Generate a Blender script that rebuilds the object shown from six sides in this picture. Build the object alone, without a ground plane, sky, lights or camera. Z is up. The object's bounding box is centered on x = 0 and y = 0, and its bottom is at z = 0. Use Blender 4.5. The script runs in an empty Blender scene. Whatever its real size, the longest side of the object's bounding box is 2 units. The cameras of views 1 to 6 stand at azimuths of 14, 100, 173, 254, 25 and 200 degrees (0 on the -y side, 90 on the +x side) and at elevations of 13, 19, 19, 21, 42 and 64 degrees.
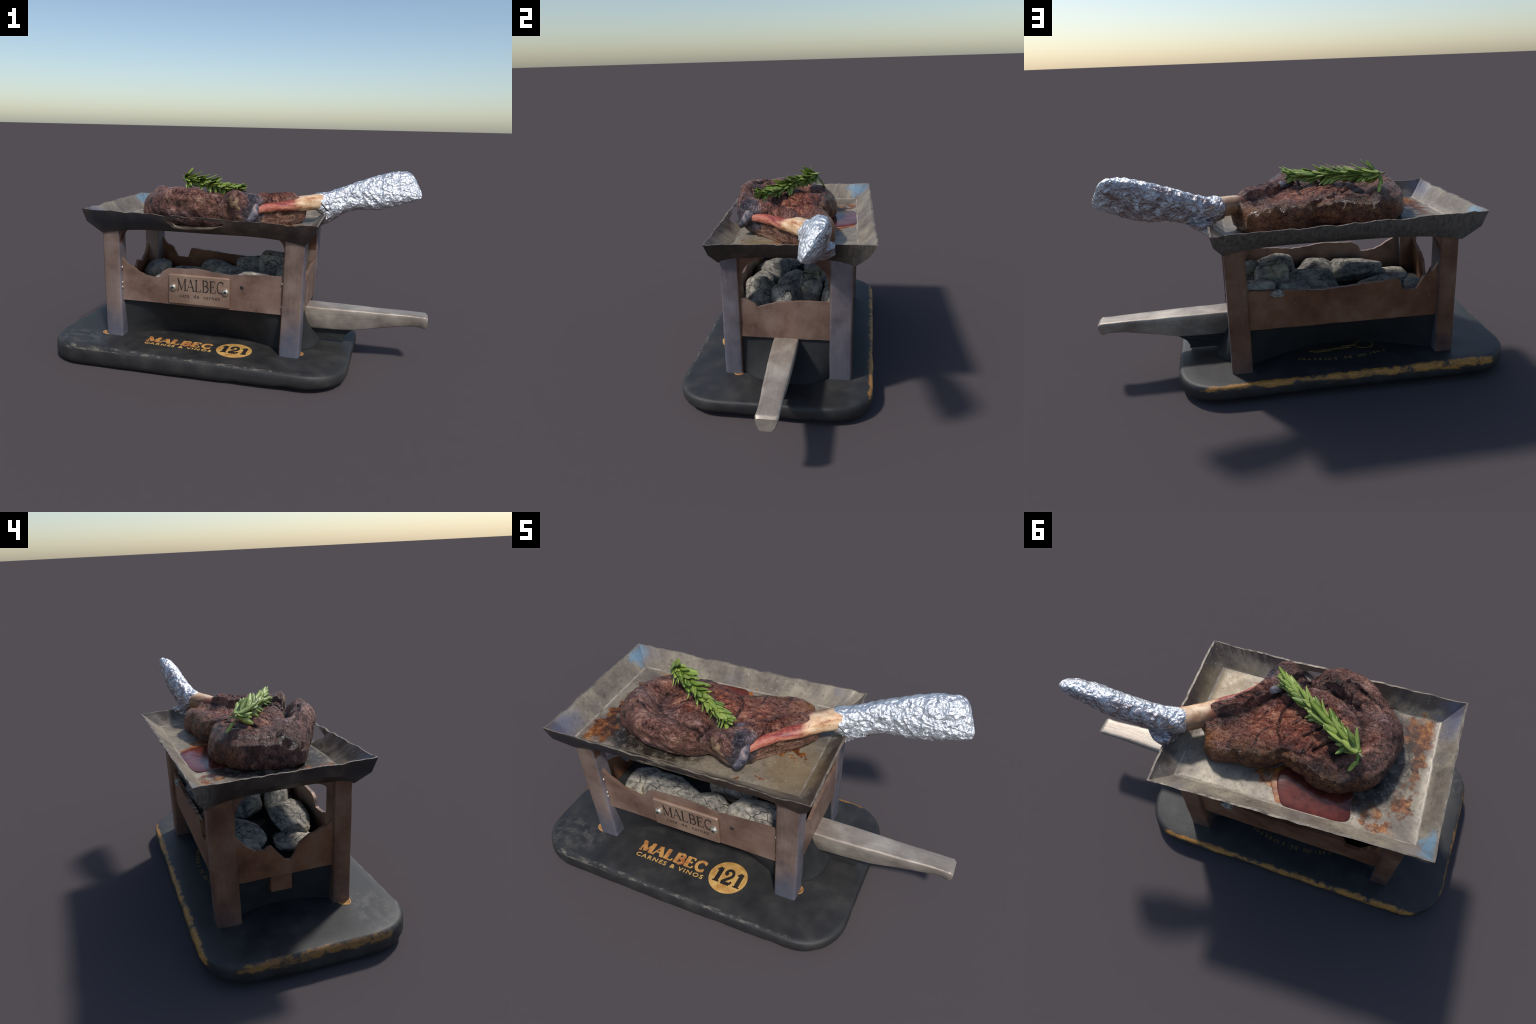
# A grilled rib steak with a foil-wrapped bone on a small charcoal brazier,
# standing on a black painted serving board.
import bpy, bmesh, math, random
import numpy as np
from mathutils import Vector, Matrix, noise

rng = random.Random(7)

# ------------------------------------------------------------------ utilities
def lin(r, g, b):
    f = lambda c: (c / 255 / 12.92) if c / 255 <= 0.04045 else ((c / 255 + 0.055) / 1.055) ** 2.4
    return (f(r), f(g), f(b), 1.0)

def fbm(p, scale, octaves=4, seed=0.0):
    v = Vector((p[0] * scale + seed, p[1] * scale - seed * 1.7, p[2] * scale + seed * 0.6))
    s, a, t = 0.0, 1.0, 0.0
    for _ in range(octaves):
        s += a * noise.noise(v); t += a
        a *= 0.5; v = v * 2.07
    return s / t

def sstep(a, b, x):
    t = min(1.0, max(0.0, (x - a) / (b - a)))
    return t * t * (3 - 2 * t)

def thing(name, loc, label, category):
    e = bpy.data.objects.new(name, None)
    e.empty_display_size = 0.05
    e.location = loc
    bpy.context.scene.collection.objects.link(e)
    e["label"] = label; e["category"] = category
    return e

def adopt(ob, parent):
    if parent is not None:
        ob.parent = parent
        bpy.context.view_layer.update()
        ob.matrix_parent_inverse = parent.matrix_world.inverted()

def make(name, verts, faces, mats, parent, smooth=True, angle=None, fmat=None):
    me = bpy.data.meshes.new(name)
    me.from_pydata([tuple(v) for v in verts], [], faces)
    me.validate(); me.update()
    bm = bmesh.new(); bm.from_mesh(me)
    if fmat is not None and len(fmat) == len(bm.faces):
        bm.faces.ensure_lookup_table()
        for f, i in zip(bm.faces, fmat): f.material_index = i
    bmesh.ops.recalc_face_normals(bm, faces=bm.faces)
    bm.to_mesh(me); bm.free()
    for m in (mats if isinstance(mats, (list, tuple)) else [mats]): me.materials.append(m)
    if smooth:
        me.shade_smooth()
        if angle is not None: me.set_sharp_from_angle(angle=math.radians(angle))
    ob = bpy.data.objects.new(name, me)
    bpy.context.scene.collection.objects.link(ob)
    adopt(ob, parent)
    return ob

def rings_mesh(rings, cap_start=True, cap_end=True, base=0):
    """Faces joining closed rings of equal length."""
    n = len(rings[0]); verts = [v for r in rings for v in r]; faces = []
    for i in range(len(rings) - 1):
        for j in range(n):
            k = (j + 1) % n
            faces.append((base + i*n + j, base + i*n + k, base + (i+1)*n + k, base + (i+1)*n + j))
    if cap_start: faces.append(tuple(base + j for j in reversed(range(n))))
    if cap_end: faces.append(tuple(base + (len(rings)-1)*n + j for j in range(n)))
    return verts, faces

def rrect(x0, x1, y0, y1, r, nc=6, ns=8):
    """Rounded rectangle outline, counter-clockwise."""
    pts = []
    cs = [(x1-r, y0+r, -90), (x1-r, y1-r, 0), (x0+r, y1-r, 90), (x0+r, y0+r, 180)]
    for i, (cx, cy, a0) in enumerate(cs):
        arc = [(cx + r*math.cos(math.radians(a0 + 90*k/nc)), cy + r*math.sin(math.radians(a0 + 90*k/nc))) for k in range(nc+1)]
        pts += arc
        nx, ny, na = cs[(i+1) % 4]
        e = (nx + r*math.cos(math.radians(na)), ny + r*math.sin(math.radians(na)))
        s = arc[-1]
        for k in range(1, ns):
            t = k/ns
            pts.append((s[0]+(e[0]-s[0])*t, s[1]+(e[1]-s[1])*t))
    return pts

def interp(table, x):
    if x <= table[0][0]: return table[0][1]
    for (a, va), (b, vb) in zip(table, table[1:]):
        if x <= b: return va + (vb-va)*(x-a)/(b-a) if b > a else vb
    return table[-1][1]

# ------------------------------------------------------------------ node helper
class NG:
    def __init__(self, name, rough=0.5, metal=0.0, spec=0.5):
        self.m = bpy.data.materials.new(name); self.m.use_nodes = True
        self.t = self.m.node_tree; self.p = self.t.nodes["Principled BSDF"]
        self.p.inputs["Roughness"].default_value = rough
        self.p.inputs["Metallic"].default_value = metal
        self.p.inputs["Specular IOR Level"].default_value = spec
        self.pos = self.t.nodes.new("ShaderNodeTexCoord").outputs["Object"]
    def n(self, kind, **ins):
        nd = self.t.nodes.new(kind)
        for k, v in ins.items(): self.set(nd.inputs[k.replace("_", " ")], v)
        return nd
    def set(self, sock, v):
        if hasattr(v, "is_output"): self.t.links.new(v, sock)
        else: sock.default_value = v
    def mapped(self, scale=(1,1,1), rot=(0,0,0), loc=(0,0,0), vec=None):
        nd = self.n("ShaderNodeMapping"); self.set(nd.inputs[0], vec or self.pos)
        nd.inputs["Location"].default_value = loc; nd.inputs["Rotation"].default_value = rot
        nd.inputs["Scale"].default_value = scale
        return nd.outputs[0]
    def noise(self, scale, detail=5, rough=0.55, vec=None, dist=0.0, color=False):
        nd = self.n("ShaderNodeTexNoise", Scale=scale, Detail=detail, Roughness=rough, Distortion=dist)
        self.set(nd.inputs["Vector"], vec or self.pos)
        return nd.outputs["Color" if color else 0]
    def voro(self, scale, vec=None, feature="F1", out="Distance", rand=1.0):
        nd = self.n("ShaderNodeTexVoronoi", Scale=scale); nd.feature = feature
        nd.inputs["Randomness"].default_value = rand
        self.set(nd.inputs["Vector"], vec or self.pos)
        return nd.outputs[out]
    def ramp(self, fac, stops, interp="LINEAR"):
        nd = self.n("ShaderNodeValToRGB"); cr = nd.color_ramp; cr.interpolation = interp
        while len(cr.elements) < len(stops): cr.elements.new(0.5)
        for e, (p, c) in zip(cr.elements, stops):
            e.position = p; e.color = c if isinstance(c, tuple) else (c, c, c, 1)
        self.set(nd.inputs[0], fac); return nd.outputs[0]
    def mix(self, a, b, fac, mode="MIX"):
        nd = self.n("ShaderNodeMix"); nd.data_type = "RGBA"; nd.blend_type = mode
        self.set(nd.inputs[0], fac); self.set(nd.inputs[6], a); self.set(nd.inputs[7], b)
        return nd.outputs[2]
    def math(self, op, a, b=0.0, c=0.0, clamp=False):
        nd = self.n("ShaderNodeMath"); nd.operation = op; nd.use_clamp = clamp
        self.set(nd.inputs[0], a); self.set(nd.inputs[1], b); self.set(nd.inputs[2], c)
        return nd.outputs[0]
    def vmath(self, op, a, b=(0,0,0)):
        nd = self.n("ShaderNodeVectorMath"); nd.operation = op
        self.set(nd.inputs[0], a); self.set(nd.inputs[1], b)
        return nd.outputs["Value" if op in ("LENGTH", "DOT_PRODUCT", "DISTANCE") else "Vector"]
    def smooth(self, x, lo, hi, a=0.0, b=1.0):
        nd = self.n("ShaderNodeMapRange"); nd.interpolation_type = "SMOOTHSTEP"
        for i, v in enumerate((x, lo, hi, a, b)): self.set(nd.inputs[i], v)
        return nd.outputs[0]
    def axis(self, i, vec=None):
        nd = self.n("ShaderNodeSeparateXYZ"); self.set(nd.inputs[0], vec or self.pos); return nd.outputs[i]
    def wobble(self, scale, amp):
        c = self.noise(scale, 3, color=True)
        off = self.vmath("SUBTRACT", c, (0.5, 0.5, 0.5))
        return self.vmath("ADD", self.pos, self.vmath("MULTIPLY", off, (amp, amp, amp)))
    def blob(self, centre, radii, soft=0.4, vec=None):
        """1 inside an ellipsoid, fading to 0 across its soft edge."""
        d = self.vmath("SUBTRACT", vec or self.pos, centre)
        d = self.vmath("DIVIDE", d, radii)
        return self.smooth(self.vmath("LENGTH", d), 1.0 + soft*0.5, max(0.0, 1.0 - soft*0.5))
    def path(self, pts, width, soft, vec):
        """1 on a polyline in plan, fading out across soft."""
        flat = self.vmath("MULTIPLY", vec, (1, 1, 0)); best = None
        for (ax, ay), (bx, by) in zip(pts, pts[1:]):
            ex, ey = bx-ax, by-ay; l2 = ex*ex + ey*ey
            d = self.vmath("SUBTRACT", flat, (ax, ay, 0))
            t = self.math("MULTIPLY", self.vmath("DOT_PRODUCT", d, (ex/l2, ey/l2, 0)), 1.0, clamp=True)
            nd = self.n("ShaderNodeVectorMath"); nd.operation = "SCALE"
            nd.inputs[0].default_value = (ex, ey, 0); self.set(nd.inputs[3], t)
            q = self.vmath("DISTANCE", d, nd.outputs[0])
            best = q if best is None else self.math("MINIMUM", best, q)
        return self.smooth(best, width + soft, width)
    def bump(self, h, strength=0.4, dist=0.01, normal=None):
        nd = self.n("ShaderNodeBump", Strength=strength, Distance=dist, Height=h)
        if normal is not None: self.set(nd.inputs["Normal"], normal)
        return nd.outputs[0]
    def done(self, color, normal=None, rough=None, metal=None):
        self.set(self.p.inputs["Base Color"], color)
        if normal is not None: self.set(self.p.inputs["Normal"], normal)
        if rough is not None: self.set(self.p.inputs["Roughness"], rough)
        if metal is not None: self.set(self.p.inputs["Metallic"], metal)
        return self.m

# ------------------------------------------------------------------ materials
# seams between the steak's muscles: path in plan, depth, half-width
GROOVES = [([(-0.10,-0.165),(-0.17,-0.172),(-0.25,-0.152),(-0.33,-0.108),(-0.385,-0.04),(-0.395,0.03),(-0.36,0.085),(-0.30,0.135)], 0.024, 0.015),
           ([(-0.06,-0.13),(-0.05,-0.06),(-0.028,0.0),(-0.032,0.06),(-0.062,0.12),(-0.085,0.17)], 0.018, 0.011),
           ([(-0.02,-0.12),(0.035,-0.055),(0.09,0.02),(0.16,0.072),(0.235,0.115)], 0.016, 0.014),
           ([(-0.28,-0.04),(-0.22,0.03),(-0.16,0.10)], 0.012, 0.007), ([(-0.21,-0.08),(-0.14,0.0),(-0.09,0.05)], 0.013, 0.008), ([(-0.33,0.03),(-0.27,0.09),(-0.22,0.15)], 0.012, 0.007),
           ([(0.03,0.02),(0.08,0.09),(0.10,0.14)], 0.011, 0.008), ([(-0.01,0.07),(0.03,0.13),(0.04,0.19)], 0.011, 0.007), ([(-0.10,-0.20),(-0.085,-0.13)], 0.016, 0.012), ([(-0.44,-0.13),(-0.36,-0.17),(-0.26,-0.205)], 0.010, 0.009)]

def mat_board():
    g = NG("black_painted_wood", 0.45)
    n = g.noise(9, 7, 0.6); grain = g.noise(6, 6, 0.6, g.mapped((3, 60, 60)))
    base = g.ramp(n, [(0.3, lin(35, 34, 35)), (0.52, lin(46, 45, 45)), (0.75, lin(64, 62, 58))])
    dust = g.math("MULTIPLY", g.blob((-0.84, -0.33, 0.1), (0.17, 0.1, 0.1), 0.9, g.wobble(14, 0.12)), g.smooth(g.noise(30, 5), 0.4, 0.65))
    base = g.mix(base, lin(104, 99, 92), g.math("MULTIPLY", dust, 0.4))
    # paint rubbed through to ochre wood along the rear and left edges
    x, y, z = g.axis(0), g.axis(1), g.axis(2)
    nz = g.math("SUBTRACT", g.noise(16, 6, 0.65, g.mapped((1, 1, 3))), 0.5)
    back = g.smooth(g.math("ADD", y, g.math("MULTIPLY", nz, 0.06)), 0.444, 0.458)
    left = g.smooth(g.math("MULTIPLY_ADD", x, -1.0, g.math("MULTIPLY", nz, 0.07)), 0.978, 0.992)
    high = g.smooth(g.math("ADD", z, g.math("MULTIPLY", nz, 0.07)), 0.074, 0.090)
    zone = g.math("MULTIPLY", g.math("MAXIMUM", back, g.math("MULTIPLY", left, 0.6)), high)
    patch = g.smooth(g.noise(7, 5, 0.7), 0.40, 0.52)
    wood = g.ramp(grain, [(0.3, lin(120, 78, 32)), (0.6, lin(190, 135, 60))])
    col = g.mix(base, wood, g.math("MULTIPLY", zone, patch))
    # pale scuffing along the front edge
    fr = g.smooth(g.math("MULTIPLY_ADD", y, -1.0, g.math("MULTIPLY", nz, 0.03)), 0.440, 0.456)
    fr = g.math("MULTIPLY", fr, g.smooth(z, 0.088, 0.1))
    fr = g.math("MULTIPLY", fr, g.smooth(g.noise(22, 5, 0.7, g.mapped((1, 3, 3))), 0.5, 0.62))
    col = g.mix(col, lin(150, 142, 125), g.math("MULTIPLY", fr, 0.45))
    h = g.math("ADD", g.math("MULTIPLY", grain, 0.5), n)
    return g.done(col, g.bump(h, 0.25, 0.006), g.ramp(n, [(0.3, 0.48), (0.8, 0.68)]))

def mat_steel(name, dark, mid, pale, blue=0.0, rough=0.42, metal=0.35, bl=None, brush=(40, 40, 2)):
    g = NG(name, rough, metal)
    n = g.noise(7, 6, 0.6); b = g.noise(5, 5, 0.6, g.mapped(brush)); s = g.noise(70, 3)
    col = g.ramp(n, [(0.28, dark), (0.5, mid), (0.74, pale)])
    col = g.mix(col, g.ramp(b, [(0.3, 0.35), (0.7, 0.75)]), 0.25, "OVERLAY")
    if bl:   # heat-blued lower ends
        c, r = bl
        m = g.smooth(g.math("ADD", g.axis(2), g.math("MULTIPLY", g.math("SUBTRACT", n, 0.5), 0.35)), c + r, c - r)
        col = g.mix(col, lin(92, 104, 124), g.math("MULTIPLY", m, blue))
    spk = g.smooth(s, 0.66, 0.74)
    col = g.mix(col, lin(170, 165, 160), g.math("MULTIPLY", spk, 0.25))
    return g.done(col, g.bump(g.math("ADD", b, g.math("MULTIPLY", n, 1.5)), 0.12, 0.01), g.ramp(n, [(0.3, rough - 0.08), (0.7, rough + 0.15)]))

def mat_tray_inside():
    g = NG("stained_tray_steel", 0.45, 0.12)
    n = g.noise(5, 8, 0.66, dist=0.4); f = g.noise(60, 4, 0.6)
    col = g.ramp(n, [(0.30, lin(98, 88, 79)), (0.46, lin(130, 119, 105)), (0.58, lin(152, 141, 122)), (0.72, lin(176, 166, 148))])
    col = g.mix(col, lin(84, 74, 60), g.math("MULTIPLY", g.smooth(f, 0.52, 0.70), 0.55))
    w = g.wobble(9, 0.14); w2 = g.wobble(20, 0.13)
    wx, wy = g.axis(0, w), g.axis(1, w)
    # darker brown on the front and right walls, and lilac-grey streaks on the others
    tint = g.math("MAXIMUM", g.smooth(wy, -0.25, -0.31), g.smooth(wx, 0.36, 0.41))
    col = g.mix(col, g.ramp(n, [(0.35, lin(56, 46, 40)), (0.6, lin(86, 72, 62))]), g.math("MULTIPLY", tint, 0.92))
    lilac = g.smooth(g.noise(3.5, 4, 0.6, g.mapped(loc=(4, 4, 1))), 0.5, 0.66)
    wall = g.math("MAXIMUM", g.smooth(wy, 0.35, 0.41), g.smooth(wx, -0.70, -0.76))
    col = g.mix(col, lin(128, 122, 128), g.math("MULTIPLY", g.math("MULTIPLY", wall, lilac), 0.7))
    # golden grease film right of the meat
    col = g.mix(col, lin(138, 116, 72), g.math("MULTIPLY", g.blob((0.29, -0.11, 0.742), (0.13, 0.12, 0.1), 0.9, w), 0.5))
    # rusty, burnt fat spots, broken up
    spots = [((-0.63, -0.17, 0.742), (0.070, 0.105, 0.2)), ((-0.545, 0.325, 0.742), (0.085, 0.026, 0.2)),
             ((-0.635, 0.19, 0.742), (0.050, 0.085, 0.2)), ((-0.585, 0.338, 0.742), (0.036, 0.022, 0.1)),
             ((-0.07, 0.25, 0.742), (0.085, 0.05, 0.2)), ((0.235, 0.005, 0.742), (0.06, 0.035, 0.2)),
             ((-0.49, 0.265, 0.742), (0.085, 0.045, 0.2)), ((-0.655, -0.02, 0.742), (0.030, 0.11, 0.2)),
             ((0.07, -0.235, 0.742), (0.022, 0.012, 0.05)), ((0.17, -0.19, 0.742), (0.012, 0.008, 0.05)), ((-0.12, 0.31, 0.742), (0.02, 0.05, 0.05))]
    burnt = None
    for c, r in spots:
        m = g.blob(c, r, 0.3, w2); burnt = m if burnt is None else g.math("MAXIMUM", burnt, m)
    grit = g.noise(24, 8, 0.78)
    rust = g.ramp(grit, [(0.36, lin(40, 20, 11)), (0.46, lin(96, 50, 20)), (0.55, lin(148, 88, 38)), (0.66, lin(186, 150, 98))])
    holes = g.smooth(g.noise(13, 6, 0.7, g.mapped(loc=(2, 5, 1))), 0.62, 0.50)
    col = g.mix(col, rust, g.math("MULTIPLY", burnt, holes))
    # soot round the steak where fat burned on
    soot = g.blob((-0.36, 0.01, 0.742), (0.31, 0.31, 0.05), 0.35, w2)
    col = g.mix(col, lin(32, 25, 20), g.math("MULTIPLY", soot, g.smooth(g.noise(16, 7, 0.72), 0.36, 0.54, 0.35, 0.95)))
    spk = g.smooth(g.noise(95, 2), 0.68, 0.74)
    col = g.mix(col, lin(206, 200, 184), g.math("MULTIPLY", spk, 0.6))
    # rainbow heat tint in the left corners
    for c, r, t in (((-0.785, 0.36, 0.79), (0.035, 0.05, 0.05), 0.7), ((-0.755, -0.26, 0.79), (0.05, 0.08, 0.06), 0.5)):
        col = g.mix(col, lin(104, 156, 186) if t > 0.6 else lin(98, 108, 140), g.math("MULTIPLY", g.blob(c, r, 1.8, w2), t))
    return g.done(col, g.bump(g.math("ADD", n, g.math("MULTIPLY", burnt, 0.4)), 0.15, 0.006), g.ramp(grit, [(0.3, 0.36), (0.7, 0.58)]))

def mat_tray_outside():
    g = NG("sooty_tray_steel", 0.5, 0.2)
    n = g.noise(6, 7, 0.66); st = g.noise(5, 6, 0.65, g.mapped((14, 14, 2)))
    col = g.ramp(n, [(0.32, lin(48, 41, 38)), (0.5, lin(72, 61, 55)), (0.7, lin(106, 92, 82))])
    pale = g.smooth(g.axis(1, g.wobble(6, 0.15)), 0.30, 0.40)          # the rear wall kept its bare metal
    col = g.mix(col, g.ramp(st, [(0.3, lin(84, 78, 72)), (0.6, lin(142, 134, 124))]), g.math("MULTIPLY", pale, 0.8))
    navy = g.blob((-0.6, -0.32, 0.76), (0.3, 0.1, 0.1), 0.8, g.wobble(6, 0.2))
    col = g.mix(col, lin(50, 54, 62), g.math("MULTIPLY", navy, 0.6))
    return g.done(col, g.bump(st, 0.15, 0.01))

def mat_meat():
    g = NG("seared_meat", 0.42, 0.0, 0.5)
    fib = g.noise(9, 8, 0.68, g.mapped((0.5, 2.6, 1.6), (0, 0, math.radians(-48))), 0.7)
    n = g.noise(8, 9, 0.72, dist=0.7); f = g.noise(42, 7, 0.75, dist=0.9)
    v = g.math("ADD", g.math("MULTIPLY", n, 0.46), g.math("MULTIPLY", fib, 0.54))
    v = g.math("ADD", g.math("MULTIPLY", v, 0.66), g.math("MULTIPLY", f, 0.34))
    col = g.ramp(v, [(0.385, lin(30, 20, 19)), (0.44, lin(82, 52, 45)), (0.495, lin(124, 82, 70)), (0.55, lin(156, 110, 94)), (0.62, lin(200, 160, 136))])
    w = g.wobble(8, 0.10)
    # juicier, redder muscle in the eye
    eye = g.blob((-0.10, 0.05, 0.92), (0.30, 0.17, 0.09), 0.5, w)
    red = g.ramp(v, [(0.385, lin(32, 16, 13)), (0.445, lin(100, 48, 35)), (0.51, lin(148, 80, 58)), (0.585, lin(200, 142, 108))])
    col = g.mix(col, red, g.math("MULTIPLY", eye, 0.85))
    # amber roasted fat along the rear edge
    fat = g.smooth(g.axis(1, w), 0.12, 0.22)
    fat = g.math("MULTIPLY", fat, g.smooth(g.axis(2, w), 0.880, 0.845))
    amber = g.ramp(v, [(0.40, lin(40, 20, 13)), (0.46, lin(100, 56, 26)), (0.53, lin(140, 88, 40)), (0.62, lin(118, 56, 38))])
    col = g.mix(col, amber, g.math("MULTIPLY", fat, 0.85))
    # pale mauve grey sear on the outer cap
    cap = g.smooth(g.noise(5, 6, 0.65), 0.47, 0.60)
    cap = g.math("MULTIPLY", cap, g.smooth(g.axis(1, w), 0.10, -0.12))
    col = g.mix(col, g.ramp(v, [(0.39, lin(48, 36, 38)), (0.48, lin(126, 95, 95)), (0.58, lin(192, 154, 148))]), g.math("MULTIPLY", cap, 0.7))
    # blue-grey charred end by the knuckle
    kn = g.blob((0.080, -0.165, 0.845), (0.055, 0.075, 0.085), 0.35, w)
    col = g.mix(col, g.ramp(v, [(0.41, lin(32, 31, 36)), (0.49, lin(74, 72, 84)), (0.56, lin(118, 110, 118)), (0.63, lin(168, 138, 132))]), g.math("MULTIPLY", kn, 0.9))
    # fibrous tan meat below the rib
    tan = g.blob((0.20, -0.03, 0.775), (0.17, 0.12, 0.045), 0.5, w)
    col = g.mix(col, g.ramp(g.noise(7, 8, 0.7, g.mapped((1.2, 1.2, 9))), [(0.36, lin(64, 40, 34)), (0.5, lin(138, 98, 80)), (0.62, lin(192, 154, 126))]), g.math("MULTIPLY", tan, 0.85))
    broad = g.noise(3.4, 4, 0.6, g.mapped(loc=(6, 3, 8)), 0.5)
    col = g.mix(col, g.ramp(broad, [(0.35, 0.30), (0.5, 0.5), (0.66, 0.72)]), 0.55, "OVERLAY")
    # fine dark wrinkles in the crust
    lines = None
    for sc, wd in ((13, 0.020), (27, 0.022)):
        k = g.math("ABSOLUTE", g.math("SUBTRACT", g.noise(sc, 3, 0.55, g.mapped((0.8, 1.5, 1.0), (0, 0, math.radians(-40))), 1.2), 0.5))
        k = g.smooth(k, wd, 0.002); lines = k if lines is None else g.math("MAXIMUM", lines, k)
    col = g.mix(col, lin(30, 18, 17), g.math("MULTIPLY", lines, 0.46))
    # charred seams between the muscles
    seam = None; ws = g.wobble(15, 0.04)
    for pts, dep, wid in GROOVES:
        m = g.path(pts, wid*0.15, wid*1.0, ws); seam = m if seam is None else g.math("MAXIMUM", seam, m)
    seam = g.math("MULTIPLY", seam, g.smooth(g.axis(2), 0.85, 0.87))
    col = g.mix(col, lin(24, 15, 14), g.math("MULTIPLY", seam, g.smooth(n, 0.36, 0.52, 0.35, 0.85)))
    # char patches
    char = g.smooth(g.noise(4.6, 8, 0.74, g.mapped(loc=(3, 1, 2)), 0.8), 0.54, 0.64)
    col = g.mix(col, lin(20, 15, 16), g.math("MULTIPLY", char, 0.6))
    h = g.math("ADD", g.math("MULTIPLY", fib, 1.3), g.math("ADD", g.math("MULTIPLY", f, 0.7), n))
    h = g.math("SUBTRACT", h, g.math("MULTIPLY", lines, 0.45))
    return g.done(col, g.bump(h, 0.9, 0.015), g.ramp(f, [(0.40, 0.14), (0.60, 0.50)]))

def mat_bone():
    g = NG("roasted_bone", 0.45)
    w = g.wobble(12, 0.06)
    n = g.noise(14, 7, 0.65, g.mapped((1, 1, 3), (0, 0, 0))); f = g.noise(50, 4)
    red = g.ramp(n, [(0.34, lin(92, 38, 36)), (0.46, lin(156, 76, 68)), (0.56, lin(188, 116, 94)), (0.68, lin(206, 160, 132))])
    ivory = g.ramp(n, [(0.30, lin(150, 88, 50)), (0.42, lin(208, 162, 120)), (0.58, lin(234, 202, 166))])
    col = g.mix(red, ivory, g.smooth(g.axis(0, w), 0.24, 0.30))
    col = g.mix(col, lin(74, 36, 28), g.math("MULTIPLY", g.smooth(f, 0.62, 0.72), 0.7))
    brown = g.smooth(g.math("SUBTRACT", g.axis(1, w), g.axis(0, w)), -0.185, -0.135)
    col = g.mix(col, lin(112, 66, 36), g.math("MULTIPLY", brown, 0.75))
    return g.done(col, g.bump(n, 0.3, 0.006))

def mat_knuckle():
    g = NG("charred_bone_end", 0.5)
    n = g.noise(13, 8, 0.7, dist=0.7); f = g.noise(46, 6, 0.7)
    v = g.math("ADD", g.math("MULTIPLY", n, 0.6), g.math("MULTIPLY", f, 0.4))
    col = g.ramp(v, [(0.38, lin(32, 31, 36)), (0.47, lin(70, 69, 80)), (0.55, lin(112, 106, 114)), (0.66, lin(168, 140, 134))])
    return g.done(col, g.bump(v, 0.6, 0.012))

def mat_cartilage():
    g = NG("cartilage", 0.45)
    n = g.noise(16, 7, 0.65)
    col = g.ramp(n, [(0.34, lin(52, 36, 28)), (0.5, lin(108, 82, 60)), (0.66, lin(176, 146, 116))])
    return g.done(col, g.bump(n, 0.5, 0.01))

def mat_foil():
    g = NG("aluminium_foil", 0.34, 0.72)
    v1 = g.voro(26, feature="F1", vec=g.wobble(14, 0.05)); v2 = g.voro(62, vec=g.wobble(30, 0.03)); n = g.noise(40, 6, 0.7)
    col = g.ramp(n, [(0.3, lin(196, 200, 206)), (0.5, lin(230, 233, 238)), (0.7, lin(250, 251, 253))])
    # red-brown reflections painted onto the foil's rear side
    w = g.wobble(12, 0.05)
    back = g.math("MULTIPLY_ADD", g.axis(0, w), -0.075, g.axis(1, w))
    back = g.math("ADD", back, g.math("MULTIPLY", g.axis(2, w), -0.42))
    painted_reflection = g.math("MULTIPLY", g.smooth(back, -0.236, -0.196), g.smooth(g.noise(24, 6, 0.7, dist=0.6), 0.36, 0.56))
    col = g.mix(col, lin(128, 84, 70), g.math("MULTIPLY", painted_reflection, 0.7))
    h = g.math("ADD", v1, g.math("ADD", g.math("MULTIPLY", v2, 0.6), g.math("MULTIPLY", n, 0.5)))
    return g.done(col, g.bump(h, 0.9, 0.012), g.ramp(n, [(0.3, 0.28), (0.7, 0.46)]))

def mat_ash():
    g = NG("ashen_charcoal", 0.9, 0.0, 0.2)
    n = g.noise(9, 8, 0.68); f = g.noise(36, 6, 0.7)
    col = g.ramp(g.math("ADD", g.math("MULTIPLY", n, 0.6), g.math("MULTIPLY", f, 0.4)),
                 [(0.33, lin(70, 68, 68)), (0.46, lin(132, 128, 122)), (0.56, lin(170, 164, 152)), (0.7, lin(200, 190, 170))])
    cr = g.voro(15, feature="DISTANCE_TO_EDGE", vec=g.mapped((0.6, 1.2, 1.2), vec=g.wobble(10, 0.05)))
    crack = g.smooth(cr, 0.028, 0.004)
    crack = g.math("MULTIPLY", crack, g.smooth(g.noise(5, 3), 0.42, 0.56))
    col = g.mix(col, lin(26, 25, 26), g.math("MULTIPLY", crack, 0.9))
    blk = g.smooth(g.noise(6, 6, 0.7, g.mapped(loc=(7, 2, 4))), 0.6, 0.68)
    col = g.mix(col, lin(40, 40, 44), g.math("MULTIPLY", blk, 0.7))
    tan = g.smooth(g.noise(4, 3, 0.6, g.mapped(loc=(1, 9, 4))), 0.55, 0.68)
    col = g.mix(col, lin(176, 152, 106), g.math("MULTIPLY", tan, 0.4))
    h = g.math("SUBTRACT", g.math("ADD", n, g.math("MULTIPLY", f, 0.6)), crack)
    return g.done(col, g.bump(h, 0.6, 0.012))

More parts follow.
